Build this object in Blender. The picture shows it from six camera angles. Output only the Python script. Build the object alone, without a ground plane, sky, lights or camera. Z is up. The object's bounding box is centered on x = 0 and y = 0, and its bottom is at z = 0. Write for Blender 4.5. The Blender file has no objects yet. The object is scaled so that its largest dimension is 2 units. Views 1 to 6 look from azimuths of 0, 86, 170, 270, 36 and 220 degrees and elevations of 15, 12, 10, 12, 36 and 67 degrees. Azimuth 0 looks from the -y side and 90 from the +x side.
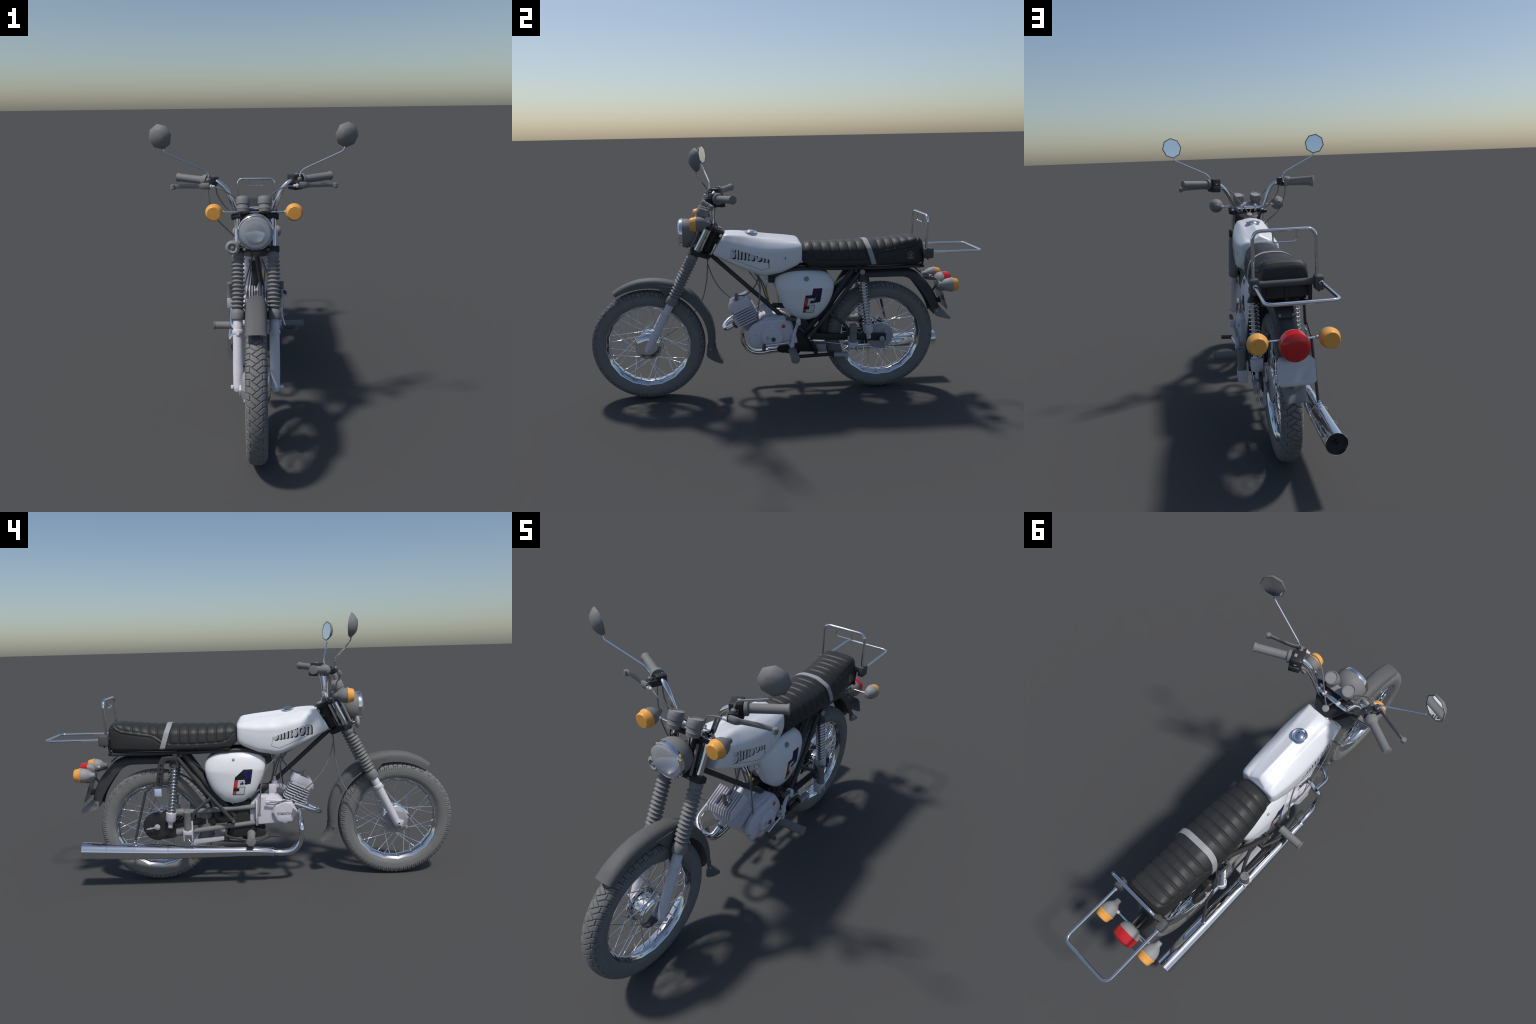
import bpy, bmesh, math, random
import numpy as np
from mathutils import Vector, Matrix
from mathutils.bvhtree import BVHTree

random.seed(7)
PI = math.pi

# ------------------------------------------------------------------ materials
def material(name, color, rough=0.5, metal=0.0, coat=0.0, grain=0.06, grain_scale=60.0,
             bump=0.0, bump_scale=300.0, spec=0.5, trans=0.0, ior=1.45, rough_var=0.06):
    m = bpy.data.materials.new(name)
    m.use_nodes = True
    nt = m.node_tree
    b = nt.nodes["Principled BSDF"]
    tc = nt.nodes.new("ShaderNodeTexCoord")
    no = nt.nodes.new("ShaderNodeTexNoise")
    no.inputs["Scale"].default_value = grain_scale
    no.inputs["Detail"].default_value = 4.0
    nt.links.new(tc.outputs["Object"], no.inputs["Vector"])
    ramp = nt.nodes.new("ShaderNodeValToRGB")
    c = np.array(color)
    lo, hi = np.clip(c * (1 - grain), 0, 1), np.clip(c * (1 + grain), 0, 1)
    ramp.color_ramp.elements[0].position = 0.3
    ramp.color_ramp.elements[1].position = 0.7
    ramp.color_ramp.elements[0].color = (*lo, 1)
    ramp.color_ramp.elements[1].color = (*hi, 1)
    nt.links.new(no.outputs["Fac"], ramp.inputs["Fac"])
    nt.links.new(ramp.outputs["Color"], b.inputs["Base Color"])
    mr = nt.nodes.new("ShaderNodeMapRange")
    mr.inputs["To Min"].default_value = max(0.0, rough - rough_var * rough)
    mr.inputs["To Max"].default_value = min(1.0, rough + rough_var * rough)
    nt.links.new(no.outputs["Fac"], mr.inputs["Value"])
    nt.links.new(mr.outputs["Result"], b.inputs["Roughness"])
    b.inputs["Metallic"].default_value = metal
    b.inputs["Coat Weight"].default_value = coat
    b.inputs["Coat Roughness"].default_value = 0.12
    b.inputs["Specular IOR Level"].default_value = spec
    b.inputs["Transmission Weight"].default_value = trans
    b.inputs["IOR"].default_value = ior
    if bump > 0:
        n2 = nt.nodes.new("ShaderNodeTexNoise")
        n2.inputs["Scale"].default_value = bump_scale
        n2.inputs["Detail"].default_value = 3.0
        nt.links.new(tc.outputs["Object"], n2.inputs["Vector"])
        bp = nt.nodes.new("ShaderNodeBump")
        bp.inputs["Strength"].default_value = bump
        bp.inputs["Distance"].default_value = 0.001
        nt.links.new(n2.outputs["Fac"], bp.inputs["Height"])
        nt.links.new(bp.outputs["Normal"], b.inputs["Normal"])
    return m

WHITE = material("white_paint", (0.78, 0.79, 0.82), rough=0.32, coat=0.15, grain=0.01, spec=0.4)
CHROME = material("chrome", (0.80, 0.81, 0.83), rough=0.06, metal=1.0, grain=0.01)
REFLECTOR = material("reflector_silver", (0.66, 0.67, 0.69), rough=0.16, metal=1.0, grain=0.02)
MIRROR = material("mirror_glass", (0.86, 0.88, 0.9), rough=0.01, metal=1.0, grain=0.0, rough_var=0.0)
ALU = material("cast_aluminium", (0.62, 0.61, 0.66), rough=0.55, grain=0.04, grain_scale=90, bump=0.08, spec=0.3)
ALU_DARK = material("dull_aluminium", (0.40, 0.39, 0.43), rough=0.5, grain=0.04, spec=0.3)
PLATE_GREY = material("brake_plate_grey", (0.30, 0.285, 0.31), rough=0.45, grain=0.04, spec=0.4)
GREY = material("grey_plastic", (0.205, 0.205, 0.207), rough=0.6, grain=0.03, spec=0.3)
FENDER = material("fender_plastic", (0.125, 0.125, 0.125), rough=0.6, grain=0.03, spec=0.3)
GREY_LIGHT = material("light_grey_plastic", (0.30, 0.30, 0.30), rough=0.55, grain=0.03, spec=0.3)
RUBBER = material("tyre_rubber", (0.185, 0.185, 0.183), rough=0.62, grain=0.05, grain_scale=40, bump=0.06, spec=0.3)
DARK = material("dark_rubber", (0.09, 0.09, 0.092), rough=0.6, grain=0.04, spec=0.3)
BLACK = material("black_paint", (0.030, 0.030, 0.032), rough=0.42, grain=0.04, spec=0.35)
FRAME = material("frame_paint", (0.052, 0.052, 0.055), rough=0.45, grain=0.04, spec=0.35)
VINYL = material("black_vinyl", (0.030, 0.030, 0.031), rough=0.5, grain=0.05, bump=0.12, bump_scale=500, spec=0.4)
PITCH = material("pitch_black", (0.006, 0.006, 0.006), rough=0.5, grain=0.0, spec=0.2)
STRAP = material("grey_strap", (0.34, 0.34, 0.35), rough=0.5, grain=0.03, spec=0.3)
AMBER = material("amber_lens", (0.86, 0.40, 0.085), rough=0.35, grain=0.02, spec=0.4)
RED = material("red_lens", (0.55, 0.022, 0.026), rough=0.15, grain=0.05, grain_scale=25, spec=0.5)
YELLOW = material("yellow_hose", (0.35, 0.24, 0.02), rough=0.4, grain=0.03)
CABLE = material("cable_sheath", (0.17, 0.17, 0.175), rough=0.5, grain=0.02)
PLATE = material("bare_plate", (0.46, 0.46, 0.49), rough=0.35, metal=0.75, grain=0.02)
INK = material("black_print", (0.012, 0.012, 0.013), rough=0.4, grain=0.0)
LETTER = material("letter_face", (0.50, 0.51, 0.53), rough=0.4, grain=0.0)
PRINT_RED = material("red_print", (0.62, 0.045, 0.05), rough=0.4, grain=0.0)
PRINT_GREY = material("grey_print", (0.60, 0.61, 0.63), rough=0.4, grain=0.0)
PRINT_BLUE = material("blue_print", (0.014, 0.014, 0.22), rough=0.4, grain=0.0)
PRINT_NAVY = material("dark_blue_plate", (0.10, 0.10, 0.16), rough=0.35, grain=0.0)
PALE_BLUE = material("reflector_tag", (0.46, 0.56, 0.78), rough=0.3, grain=0.02)

def lens_glass():
    m = material("headlight_glass", (0.95, 0.96, 0.97), rough=0.0, trans=0.80, grain=0.0, rough_var=0.0, ior=1.25)
    nt = m.node_tree
    b = nt.nodes["Principled BSDF"]
    tc = nt.nodes.new("ShaderNodeTexCoord")
    wv = nt.nodes.new("ShaderNodeTexWave")
    wv.bands_direction = 'X'
    wv.inputs["Scale"].default_value = 38.0
    nt.links.new(tc.outputs["Object"], wv.inputs["Vector"])
    bp = nt.nodes.new("ShaderNodeBump")
    bp.inputs["Strength"].default_value = 0.05
    bp.inputs["Distance"].default_value = 0.001
    nt.links.new(wv.outputs["Fac"], bp.inputs["Height"])
    nt.links.new(bp.outputs["Normal"], b.inputs["Normal"])
    return m
GLASS = lens_glass()

# ------------------------------------------------------------------ geometry helpers
def cr(pts, n=8, closed=False):
    """Catmull-Rom through control points, n samples per span."""
    P = [np.array(p, float) for p in pts]
    out = []
    m = len(P)
    spans = m if closed else m - 1
    for i in range(spans):
        p1, p2 = P[i % m], P[(i + 1) % m]
        p0 = P[(i - 1) % m] if (closed or i > 0) else 2 * p1 - p2
        p3 = P[(i + 2) % m] if (closed or i + 2 < m) else 2 * p2 - p1
        for k in range(n):
            t = k / n
            out.append(0.5 * ((2 * p1) + (-p0 + p2) * t + (2 * p0 - 5 * p1 + 4 * p2 - p3) * t * t
                              + (-p0 + 3 * p1 - 3 * p2 + p3) * t ** 3))
    if not closed:
        out.append(P[-1])
    return out

def fillet(pts, rad, n=6):
    """Polyline with rounded inner corners."""
    P = [np.array(p, float) for p in pts]
    out = [P[0]]
    for i in range(1, len(P) - 1):
        a, b, c = P[i - 1], P[i], P[i + 1]
        r = rad[i - 1] if isinstance(rad, (list, tuple)) else rad
        d1, d2 = a - b, c - b
        l1, l2 = np.linalg.norm(d1), np.linalg.norm(d2)
        r = min(r, 0.49 * l1, 0.49 * l2)
        s, e = b + d1 / l1 * r, b + d2 / l2 * r
        for k in range(n + 1):
            t = k / n
            out.append((1 - t) ** 2 * s + 2 * t * (1 - t) * b + t * t * e)
    out.append(P[-1])
    return out

def lerp_table(tab):
    xs = [t[0] for t in tab]
    ys = [t[1] for t in tab]
    return lambda x: float(np.interp(x, xs, ys))

def grid(rings, close_ring=True, cap=True):
    V, F = [], []
    n = len(rings[0])
    for r in rings:
        V += [tuple(map(float, p)) for p in r]
    for i in range(len(rings) - 1):
        for j in range(n if close_ring else n - 1):
            k = (j + 1) % n
            F.append((i * n + j, i * n + k, (i + 1) * n + k, (i + 1) * n + j))
    if cap:
        F.append(tuple(range(n - 1, -1, -1)))
        F.append(tuple(range((len(rings) - 1) * n, len(rings) * n)))
    return V, F

def frame_of(d):
    d = np.array(d, float)
    d /= np.linalg.norm(d)
    ref = np.array((0, 0, 1.0)) if abs(d[2]) < 0.9 else np.array((0, 1.0, 0))
    u = np.cross(ref, d)
    u /= np.linalg.norm(u)
    return u, np.cross(d, u), d

def lathe(profile, o, axis, seg=32, phase=0.0, cap=True):
    """profile: (distance along axis, radius)."""
    u, v, d = frame_of(axis)
    o = np.array(o, float)
    rings = []
    for t, r in profile:
        r = max(r, 1e-5)
        rings.append([o + d * t + r * (u * math.cos(phase + 2 * PI * k / seg) + v * math.sin(phase + 2 * PI * k / seg))
                      for k in range(seg)])
    return grid(rings, True, cap)

def rod(a, b, r, seg=14, r2=None):
    a, b = np.array(a, float), np.array(b, float)
    L = np.linalg.norm(b - a)
    r2 = r if r2 is None else r2
    e = min(0.0012, L * 0.2, r * 0.3)
    return lathe([(0, r - e), (e, r), (L - e, r2), (L, r2 - e)], a, b - a, seg)

def tube(pts, r, seg=10, cap=True):
    P = [np.array(p, float) for p in pts]
    n = len(P)
    T = []
    for i in range(n):
        t = P[min(i + 1, n - 1)] - P[max(i - 1, 0)]
        T.append(t / (np.linalg.norm(t) + 1e-12))
    u, v, _ = frame_of(T[0])
    rings = []
    for i in range(n):
        u = u - T[i] * np.dot(u, T[i])
        u /= np.linalg.norm(u)
        v = np.cross(T[i], u)
        rr = r(i / (n - 1)) if callable(r) else r
        rings.append([P[i] + rr * (u * math.cos(2 * PI * k / seg) + v * math.sin(2 * PI * k / seg)) for k in range(seg)])
    return grid(rings, True, cap)

def bm_out(bm):
    bm.normal_update()
    bm.verts.index_update()
    V = [tuple(v.co) for v in bm.verts]
    F = [tuple(v.index for v in f.verts) for f in bm.faces]
    bm.free()
    return V, F

def box(c, size, rot=None, bevel=0.002, seg=2):
    bm = bmesh.new()
    bmesh.ops.create_cube(bm, size=1.0)
    bmesh.ops.scale(bm, vec=Vector(size), verts=bm.verts)
    if bevel > 0:
        bmesh.ops.bevel(bm, geom=list(bm.edges), offset=bevel, segments=seg, affect='EDGES', profile=0.5)
    M = Matrix.Translation(Vector(c))
    if rot is not None:
        M = M @ rot.to_4x4()
    bmesh.ops.transform(bm, matrix=M, verts=bm.verts)
    return bm_out(bm)

def axes(x, y, z):
    return Matrix((Vector(x).normalized(), Vector(y).normalized(), Vector(z).normalized())).transposed()

def prism(poly, o, u, v, w, t0, t1, bevel=0.0, seg=2, scale1=None):
    """Extrude a 2D polygon (in axes u, v at o) along w from t0 to t1."""
    o, u, v, w = (np.array(q, float) for q in (o, u, v, w))
    bm = bmesh.new()
    c = np.mean(np.array(poly), axis=0)
    lo = [bm.verts.new(o + u * p[0] + v * p[1] + w * t0) for p in poly]
    k = 1.0 if scale1 is None else scale1
    hi = [bm.verts.new(o + u * (c[0] + (p[0] - c[0]) * k) + v * (c[1] + (p[1] - c[1]) * k) + w * t1) for p in poly]
    n = len(poly)
    fb = bm.faces.new(list(reversed(lo)))
    ft = bm.faces.new(hi)
    for i in range(n):
        bm.faces.new((lo[i], lo[(i + 1) % n], hi[(i + 1) % n], hi[i]))
    bmesh.ops.recalc_face_normals(bm, faces=bm.faces)
    if bevel > 0:
        es = set(ft.edges) | set(fb.edges)
        bmesh.ops.bevel(bm, geom=list(es), offset=bevel, segments=seg, affect='EDGES', profile=0.5)
    return bm_out(bm)

X, Y, Zv = (1, 0, 0), (0, 1, 0), (0, 0, 1)
def yz_prism(poly, x0, x1, bevel=0.0, seg=2, scale1=None):
    return prism(poly, (0, 0, 0), Y, Zv, X, x0, x1, bevel, seg, scale1)

ROOT = bpy.data.objects.new("moped", None)
bpy.context.scene.collection.objects.link(ROOT)
ROOT["label"] = "white vintage moped with black ribbed seat and chrome"
ROOT["category"] = "moped"

def mesh_of(name, geos, smooth=35):
    V, F = [], []
    for v, f in geos:
        k = len(V)
        V += list(v)
        F += [tuple(i + k for i in q) for q in f]
    me = bpy.data.meshes.new(name)
    me.from_pydata(V, [], F)
    me.validate()
    bm = bmesh.new()
    bm.from_mesh(me)
    bmesh.ops.recalc_face_normals(bm, faces=bm.faces)
    bm.to_mesh(me)
    bm.free()
    me.polygons.foreach_set("use_smooth", [smooth > 0] * len(me.polygons))
    if smooth > 0:
        me.set_sharp_from_angle(angle=math.radians(smooth))
    return me

def put(name, me, mat=None, parent=None, matrix=None):
    if mat is not None and not me.materials:
        me.materials.append(mat)
    o = bpy.data.objects.new(name, me)
    bpy.context.scene.collection.objects.link(o)
    p = ROOT if parent is None else parent
    o.parent = p
    o.matrix_world = Matrix() if matrix is None else matrix
    if p is not ROOT:
        o.matrix_parent_inverse = p.matrix_world.inverted()
        o.matrix_basis = Matrix() if matrix is None else matrix
    return o

def make(name, geos, mat, parent=None, smooth=35):
    if isinstance(geos, tuple):
        geos = [geos]
    return put(name, mesh_of(name, geos, smooth), mat, parent)

XC = 0.004        # the wheels' plane

# ------------------------------------------------------------------ wheels
TY_R = 0.290
def tyre_mesh():
    prof = [(0.024, 0.205), (0.0262, 0.2135), (0.0300, 0.2165), (0.0345, 0.223), (0.0385, 0.2335), (0.0408, 0.245),
            (0.0412, 0.253), (0.0402, 0.262), (0.0372, 0.2715), (0.0310, 0.2805), (0.0215, 0.2865), (0.0110, 0.2893), (0.0, 0.2902)]
    half = cr(prof, 5)
    full = [np.array((p[0], p[1])) for p in half] + [np.array((-p[0], p[1])) for p in reversed(half[:-1])]
    full = np.array(full)
    d = np.r_[0, np.cumsum(np.linalg.norm(np.diff(full, axis=0), axis=1))]
    # resample: fine on the tread, coarse on the side walls
    L = d[-1]
    s = np.concatenate([np.linspace(0, 0.27, 14, endpoint=False), np.linspace(0.27, 0.73, 66, endpoint=False), np.linspace(0.73, 1, 15)]) * L
    px, pr = np.interp(s, d, full[:, 0]), np.interp(s, d, full[:, 1])
    tx, tr = np.gradient(px, s), np.gradient(pr, s)
    nx, nr = -tr, tx
    sign = np.sign(nr[len(s) // 2])
    nx, nr = nx * sign, nr * sign
    q = (s / L - 0.5) / 0.228          # -1..1 over the tread
    NA, NB = 1520, 38                  # samples round the tyre, repeats of the herringbone
    th = np.arange(NA) / NA
    Q, TH = np.meshgrid(q, th)
    aq = np.abs(Q)
    pitch = 2 * PI * TY_R / NB
    tread_w = 0.228 * L
    def groove(dist, w):
        return np.clip(1 - (np.abs(dist) / w) ** 2, 0, 1) ** 0.5
    g = np.zeros_like(Q)
    for side_, p0 in ((-1, 0.0), (1, 0.5)):
        t = Q * side_                  # 1 at this shoulder, 0 on the crown, negative beyond it
        dd = np.where(t > 0.45, 0.07 * (1 - t) / 0.55, 0.07 + (0.45 - t) * 0.84)
        u = (TH * NB - p0 - dd) % 1.0
        f = np.minimum(u, 1 - u)       # long groove, crosses the crown
        g = np.maximum(g, groove(f * pitch, 0.0021) * (t > -0.32))
        g = np.maximum(g, groove((u - 0.5) * pitch, 0.0021) * (t > 0.03))
        cut = np.where(u < 0.5, 0.45, 0.76)
        g = np.maximum(g, groove((t - cut) * tread_w, 0.0013) * 0.8)
        g = np.maximum(g, groove((u - 0.27) * pitch, 0.0014) * (t > 0.80) * 0.8)
        g = np.maximum(g, groove((u - 0.75) * pitch, 0.0016) * (t > 0.78))
    edge = np.clip((1.06 - aq) / 0.06, 0, 1)
    depth = 0.0046 * g * edge
    # plain side wall steps back below the tread blocks
    depth = depth + 0.0010 * np.clip((aq - 1.0) / 0.05, 0, 1) * np.clip((1.5 - aq) / 0.1, 0, 1)
    R = pr[None, :] - depth * nr[None, :]
    XX = px[None, :] - depth * nx[None, :]
    A = 2 * PI * TH
    V = np.stack([XX, R * np.cos(A), R * np.sin(A)], -1).reshape(-1, 3)
    n = len(s)
    i, j = np.meshgrid(np.arange(NA), np.arange(n - 1), indexing='ij')
    i2 = (i + 1) % NA
    F = np.stack([i * n + j, i * n + j + 1, i2 * n + j + 1, i2 * n + j], -1).reshape(-1, 4)
    me = bpy.data.meshes.new("tyre")
    me.vertices.add(len(V))
    me.vertices.foreach_set("co", V.ravel())
    me.loops.add(F.size)
    me.loops.foreach_set("vertex_index", F.ravel().astype(np.int32))
    me.polygons.add(len(F))
    me.polygons.foreach_set("loop_start", (np.arange(len(F)) * 4).astype(np.int32))
    me.update(calc_edges=True)
    me.validate()
    me.polygons.foreach_set("use_smooth", [True] * len(F))
    me.set_sharp_from_angle(angle=math.radians(42))
    return me

def ring_sweep(section, seg, phase=0.0):
    """Closed (x, r) section swept round the wheel axle."""
    rings = []
    for k in range(seg + 1):
        a = phase + 2 * PI * k / seg
        rings.append([(x, r * math.cos(a), r * math.sin(a)) for x, r in section])
    V, F = grid(rings[:-1], True, False)
    n = len(section)
    for j in range(n):
        k = (j + 1) % n
        F.append(((seg - 1) * n + j, (seg - 1) * n + k, k, j))
    return V, F

half = [(0.0240, 0.2215), (0.0285, 0.2200), (0.0308, 0.2172), (0.0300, 0.2142), (0.0270, 0.2122), (0.0240, 0.2075), (0.0175, 0.2012), (0.0085, 0.1985), (0.0, 0.1980)]
inner = [(x, r) for x, r in half] + [(-x, r) for x, r in reversed(half[:-1])]
RIM_MESH = mesh_of("wheel", [ring_sweep(inner, 18, phase=0.09)], 50)
TYRE_MESH = tyre_mesh()
SPOKE_LEN = 0.1
def spoke_mesh(length):
    return mesh_of("spoke", [lathe([(0, 0.0016), (0.001, 0.0028), (0.003, 0.0028), (0.005, 0.0019), (length - 0.018, 0.0019),
                                    (length - 0.016, 0.0034), (length - 0.002, 0.0034), (length, 0.002)], (0, 0, 0), (0, 0, 1), 8)], 40)

def build_wheel(cy, cz, hub_r, spoke_me):
    M = Matrix.Translation((XC, cy, cz))
    w = put("wheel", RIM_MESH, CHROME, None, M)
    put("tyre", TYRE_MESH, RUBBER, w, M)
    n = 36
    for k in range(n):
        ar = 2 * PI * (k + 0.5) / n
        off = (1 if (k // 2) % 2 else -1) * math.radians(78)
        sx = 1 if k % 2 else -1
        p0 = Vector((sx * 0.029, hub_r * math.cos(ar + off), hub_r * math.sin(ar + off)))
        p1 = Vector((sx * 0.004, 0.2015 * math.cos(ar), 0.2015 * math.sin(ar)))
        d = (p1 - p0)
        q = d.to_track_quat('Z', 'Y')
        put("spoke", spoke_me, CHROME, w, M @ Matrix.Translation(p0) @ q.to_matrix().to_4x4())
    return w

off = math.radians(78)
def sp_len(hr):
    return math.sqrt(0.025 ** 2 + hr ** 2 + 0.2015 ** 2 - 2 * hr * 0.2015 * math.cos(off)) + 0.001
SPOKE = spoke_mesh(sp_len(0.062))
FW = build_wheel(-0.71, 0.29, 0.062, SPOKE)
RW = build_wheel(0.50, 0.29, 0.062, SPOKE)

def hub(cy, cz, w):
    prof = [(-0.040, 0.030), (-0.038, 0.066), (-0.034, 0.071), (-0.030, 0.071), (-0.028, 0.058)]
    for k in range(5):
        t = -0.024 + k * 0.0105
        prof += [(t, 0.052), (t + 0.002, 0.056), (t + 0.005, 0.056), (t + 0.007, 0.052)]
    prof += [(0.028, 0.058), (0.030, 0.071), (0.034, 0.071), (0.037, 0.069), (0.039, 0.030)]
    make("hub", lathe(prof, (XC, cy, cz), X, 28), CHROME, w, 40)
hub(-0.71, 0.29, FW)
hub(0.50, 0.29, RW)
# left face of the front hub: polished dished cover; right face: faceted brake plate
make("hub_cap", lathe([(0.036, 0.0665), (0.043, 0.0665), (0.045, 0.063), (0.0445, 0.060), (0.049, 0.055), (0.053, 0.038), (0.055, 0.012), (0.055, 0.0)],
                      (XC, -0.71, 0.29), X, 40), CHROME, FW)
make("brake_plate", [lathe([(0.034, 0.066), (0.044, 0.064), (0.056, 0.052), (0.062, 0.026), (0.063, 0.0)], (XC, -0.71, 0.29), (-1, 0, 0), 8, 0.2),
                     box((XC - 0.046, -0.745, 0.262), (0.012, 0.05, 0.016), Matrix.Rotation(0.5, 3, 'X'), 0.003)], PLATE_GREY, FW, 15)
make("speedometer_drive", box((-0.054, -0.716, 0.284), (0.022, 0.046, 0.032), Matrix.Rotation(0.3, 3, 'X'), 0.003), ALU, FW)
make("axle", [rod((-0.098, -0.71, 0.289), (0.110, -0.71, 0.289), 0.0055), rod((-0.098, -0.71, 0.289), (-0.088, -0.71, 0.289), 0.009, 6),
              rod((0.097, -0.71, 0.289), (0.109, -0.71, 0.289), 0.008, 6)], ALU, FW)
# rear drum, brake lever, chain sprocket case
make("brake_plate", [lathe([(0.028, 0.0715), (0.036, 0.0715), (0.041, 0.066), (0.043, 0.050), (0.046, 0.030), (0.047, 0.0)], (XC, 0.50, 0.293), X, 36)], ALU_DARK, RW)
make("brake_arm", [prism([(0.515, 0.333), (0.531, 0.332), (0.528, 0.285), (0.521, 0.218), (0.513, 0.218), (0.514, 0.285)], (0, 0, 0), Y, Zv, X, 0.064, 0.072, 0.002)], ALU_DARK, RW)
make("brake_rod", tube([(0.082, 0.118, 0.300), (0.090, 0.30, 0.272), (0.090, 0.367, 0.262), (0.088, 0.547, 0.229)], 0.0022, 8), CHROME)
make("chain_case", [lathe([(-0.030, 0.066), (0.0, 0.0735), (0.006, 0.0735), (0.009, 0.068), (0.010, 0.030), (0.010, 0.0)], (-0.042, 0.497, 0.294), (-1, 0, 0), 20),
                    yz_prism(cr([(0.470, 0.366), (0.440, 0.374), (0.405, 0.372), (0.402, 0.345), (0.415, 0.30), (0.402, 0.262), (0.406, 0.236), (0.44, 0.228), (0.480, 0.230), (0.50, 0.29)], 3, True), -0.049, -0.020, 0.003)], BLACK, RW)
make("axle", [rod((-0.075, 0.497, 0.294), (0.10, 0.497, 0.294), 0.006), lathe([(0, 0.010), (0.003, 0.0150), (0.008, 0.0150), (0.010, 0.011)], (-0.070, 0.497, 0.294), X, 16),
              lathe([(0, 0.010), (0.003, 0.0135), (0.008, 0.0135), (0.010, 0.011)], (0.086, 0.497, 0.294), X, 16),
              rod((-0.068, 0.507, 0.292), (-0.068, 0.55, 0.285), 0.0035, 8), rod((-0.068, 0.527, 0.289), (-0.068, 0.534, 0.288), 0.006, 8)], ALU_DARK, RW)

# ------------------------------------------------------------------ mudguards
def mudguard(path, edge, hw0, th=0.0028, n=6, shape=0.72, taper=1.0):
    """U-section swept along outer crown line `path`; `edge` gives the hem line (same count)."""
    P, E = cr(path, n), cr(edge, n)
    rings = []
    m = 18
    for step, (p, e) in enumerate(zip(P, E)):
        hw = hw0 * (1 + (taper - 1) * step / (len(P) - 1))
        dvec = np.array(e) - np.array(p)
        depth = np.linalg.norm(dvec)
        nn = dvec / depth
        out, inn = [], []
        for k in range(m + 1):
            a = PI * k / m
            c, s = math.cos(a), math.sin(a)
            x = hw * math.copysign(abs(c) ** shape, c)
            d = depth * (1 - abs(s) ** shape)
            out.append((XC + x, p[0] + nn[0] * d, p[1] + nn[1] * d))
            x2 = (hw - th) * math.copysign(abs(c) ** shape, c)
            d2 = th + (depth - th) * (1 - abs(s) ** shape)
            inn.append((XC + x2, p[0] + nn[0] * d2, p[1] + nn[1] * d2))
        rings.append(out + inn[::-1])
    V, F = grid(rings, True, False)
    N = 2 * (m + 1)
    for base, flip in ((0, False), ((len(rings) - 1) * N, True)):
        for k in range(m):
            q = (base + k, base + k + 1, base + N - 2 - k, base + N - 1 - k)
            F.append(q if flip else q[::-1])
    return V, F

FM = [(-0.876, 0.577), (-0.829, 0.607), (-0.760, 0.633), (-0.688, 0.641), (-0.622, 0.635), (-0.559, 0.618), (-0.509, 0.590), (-0.456, 0.545),
      (-0.405, 0.475), (-0.379, 0.419), (-0.366, 0.350), (-0.368, 0.266)]
FE = [(-0.858, 0.558), (-0.808, 0.580), (-0.750, 0.594), (-0.690, 0.598), (-0.636, 0.591), (-0.585, 0.573), (-0.536, 0.547), (-0.485, 0.506),
      (-0.443, 0.452), (-0.420, 0.406), (-0.406, 0.346), (-0.404, 0.268)]
FMUD = make("mudguard", mudguard(FM, FE, 0.0405), FENDER, None, 50)
make("mud_flap", mudguard([(-0.364, 0.278), (-0.364, 0.262), (-0.358, 0.238), (-0.342, 0.214), (-0.326, 0.197)],
                          [(-0.408, 0.270), (-0.412, 0.250), (-0.412, 0.222), (-0.372, 0.192), (-0.334, 0.178)], 0.043, 0.004), FENDER, FMUD, 50)
make("bolt", [rod((XC - 0.048, -0.394, 0.262), (XC - 0.040, -0.394, 0.262), 0.0045, 6), rod((XC + 0.040, -0.394, 0.262), (XC + 0.048, -0.394, 0.262), 0.0045, 6)], CHROME, FMUD)
for sx in (-1, 1):   # mudguard bridge to the fork
    make("mudguard_stay", [prism([(-0.655, 0.612), (-0.572, 0.600), (-0.585, 0.540), (-0.578, 0.480), (-0.590, 0.462), (-0.606, 0.470), (-0.602, 0.545)],
                                 (0, 0, 0), Y, Zv, X, XC + sx * 0.0405, XC + sx * 0.0435)], FENDER, FMUD)

RM = [(0.822, 0.418), (0.812, 0.470), (0.790, 0.518), (0.756, 0.566), (0.710, 0.616), (0.660, 0.645), (0.600, 0.652), (0.500, 0.652), (0.410, 0.648),
      (0.335, 0.628), (0.268, 0.575), (0.215, 0.490), (0.185, 0.400), (0.172, 0.325)]
RE = [(0.780, 0.402), (0.764, 0.448), (0.742, 0.488), (0.712, 0.532), (0.674, 0.578), (0.632, 0.606), (0.590, 0.612), (0.500, 0.612), (0.416, 0.612),
      (0.354, 0.594), (0.300, 0.551), (0.250, 0.480), (0.222, 0.395), (0.208, 0.322)]
RMUD = make("mudguard", mudguard(RM, RE, 0.0425), FRAME, None, 50)
make("mud_flap", mudguard([(0.826, 0.437), (0.838, 0.421), (0.862, 0.402), (0.882, 0.386)],
                          [(0.784, 0.426), (0.796, 0.392), (0.832, 0.378), (0.876, 0.366)], 0.0440, 0.004, taper=0.84), GREY, RMUD, 50)
make("bolt", [rod((XC + sx * 0.041, 0.800, 0.418), (XC + sx * 0.049, 0.800, 0.418), 0.0045, 6) for sx in (-1, 1)], CHROME, RMUD)

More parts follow.
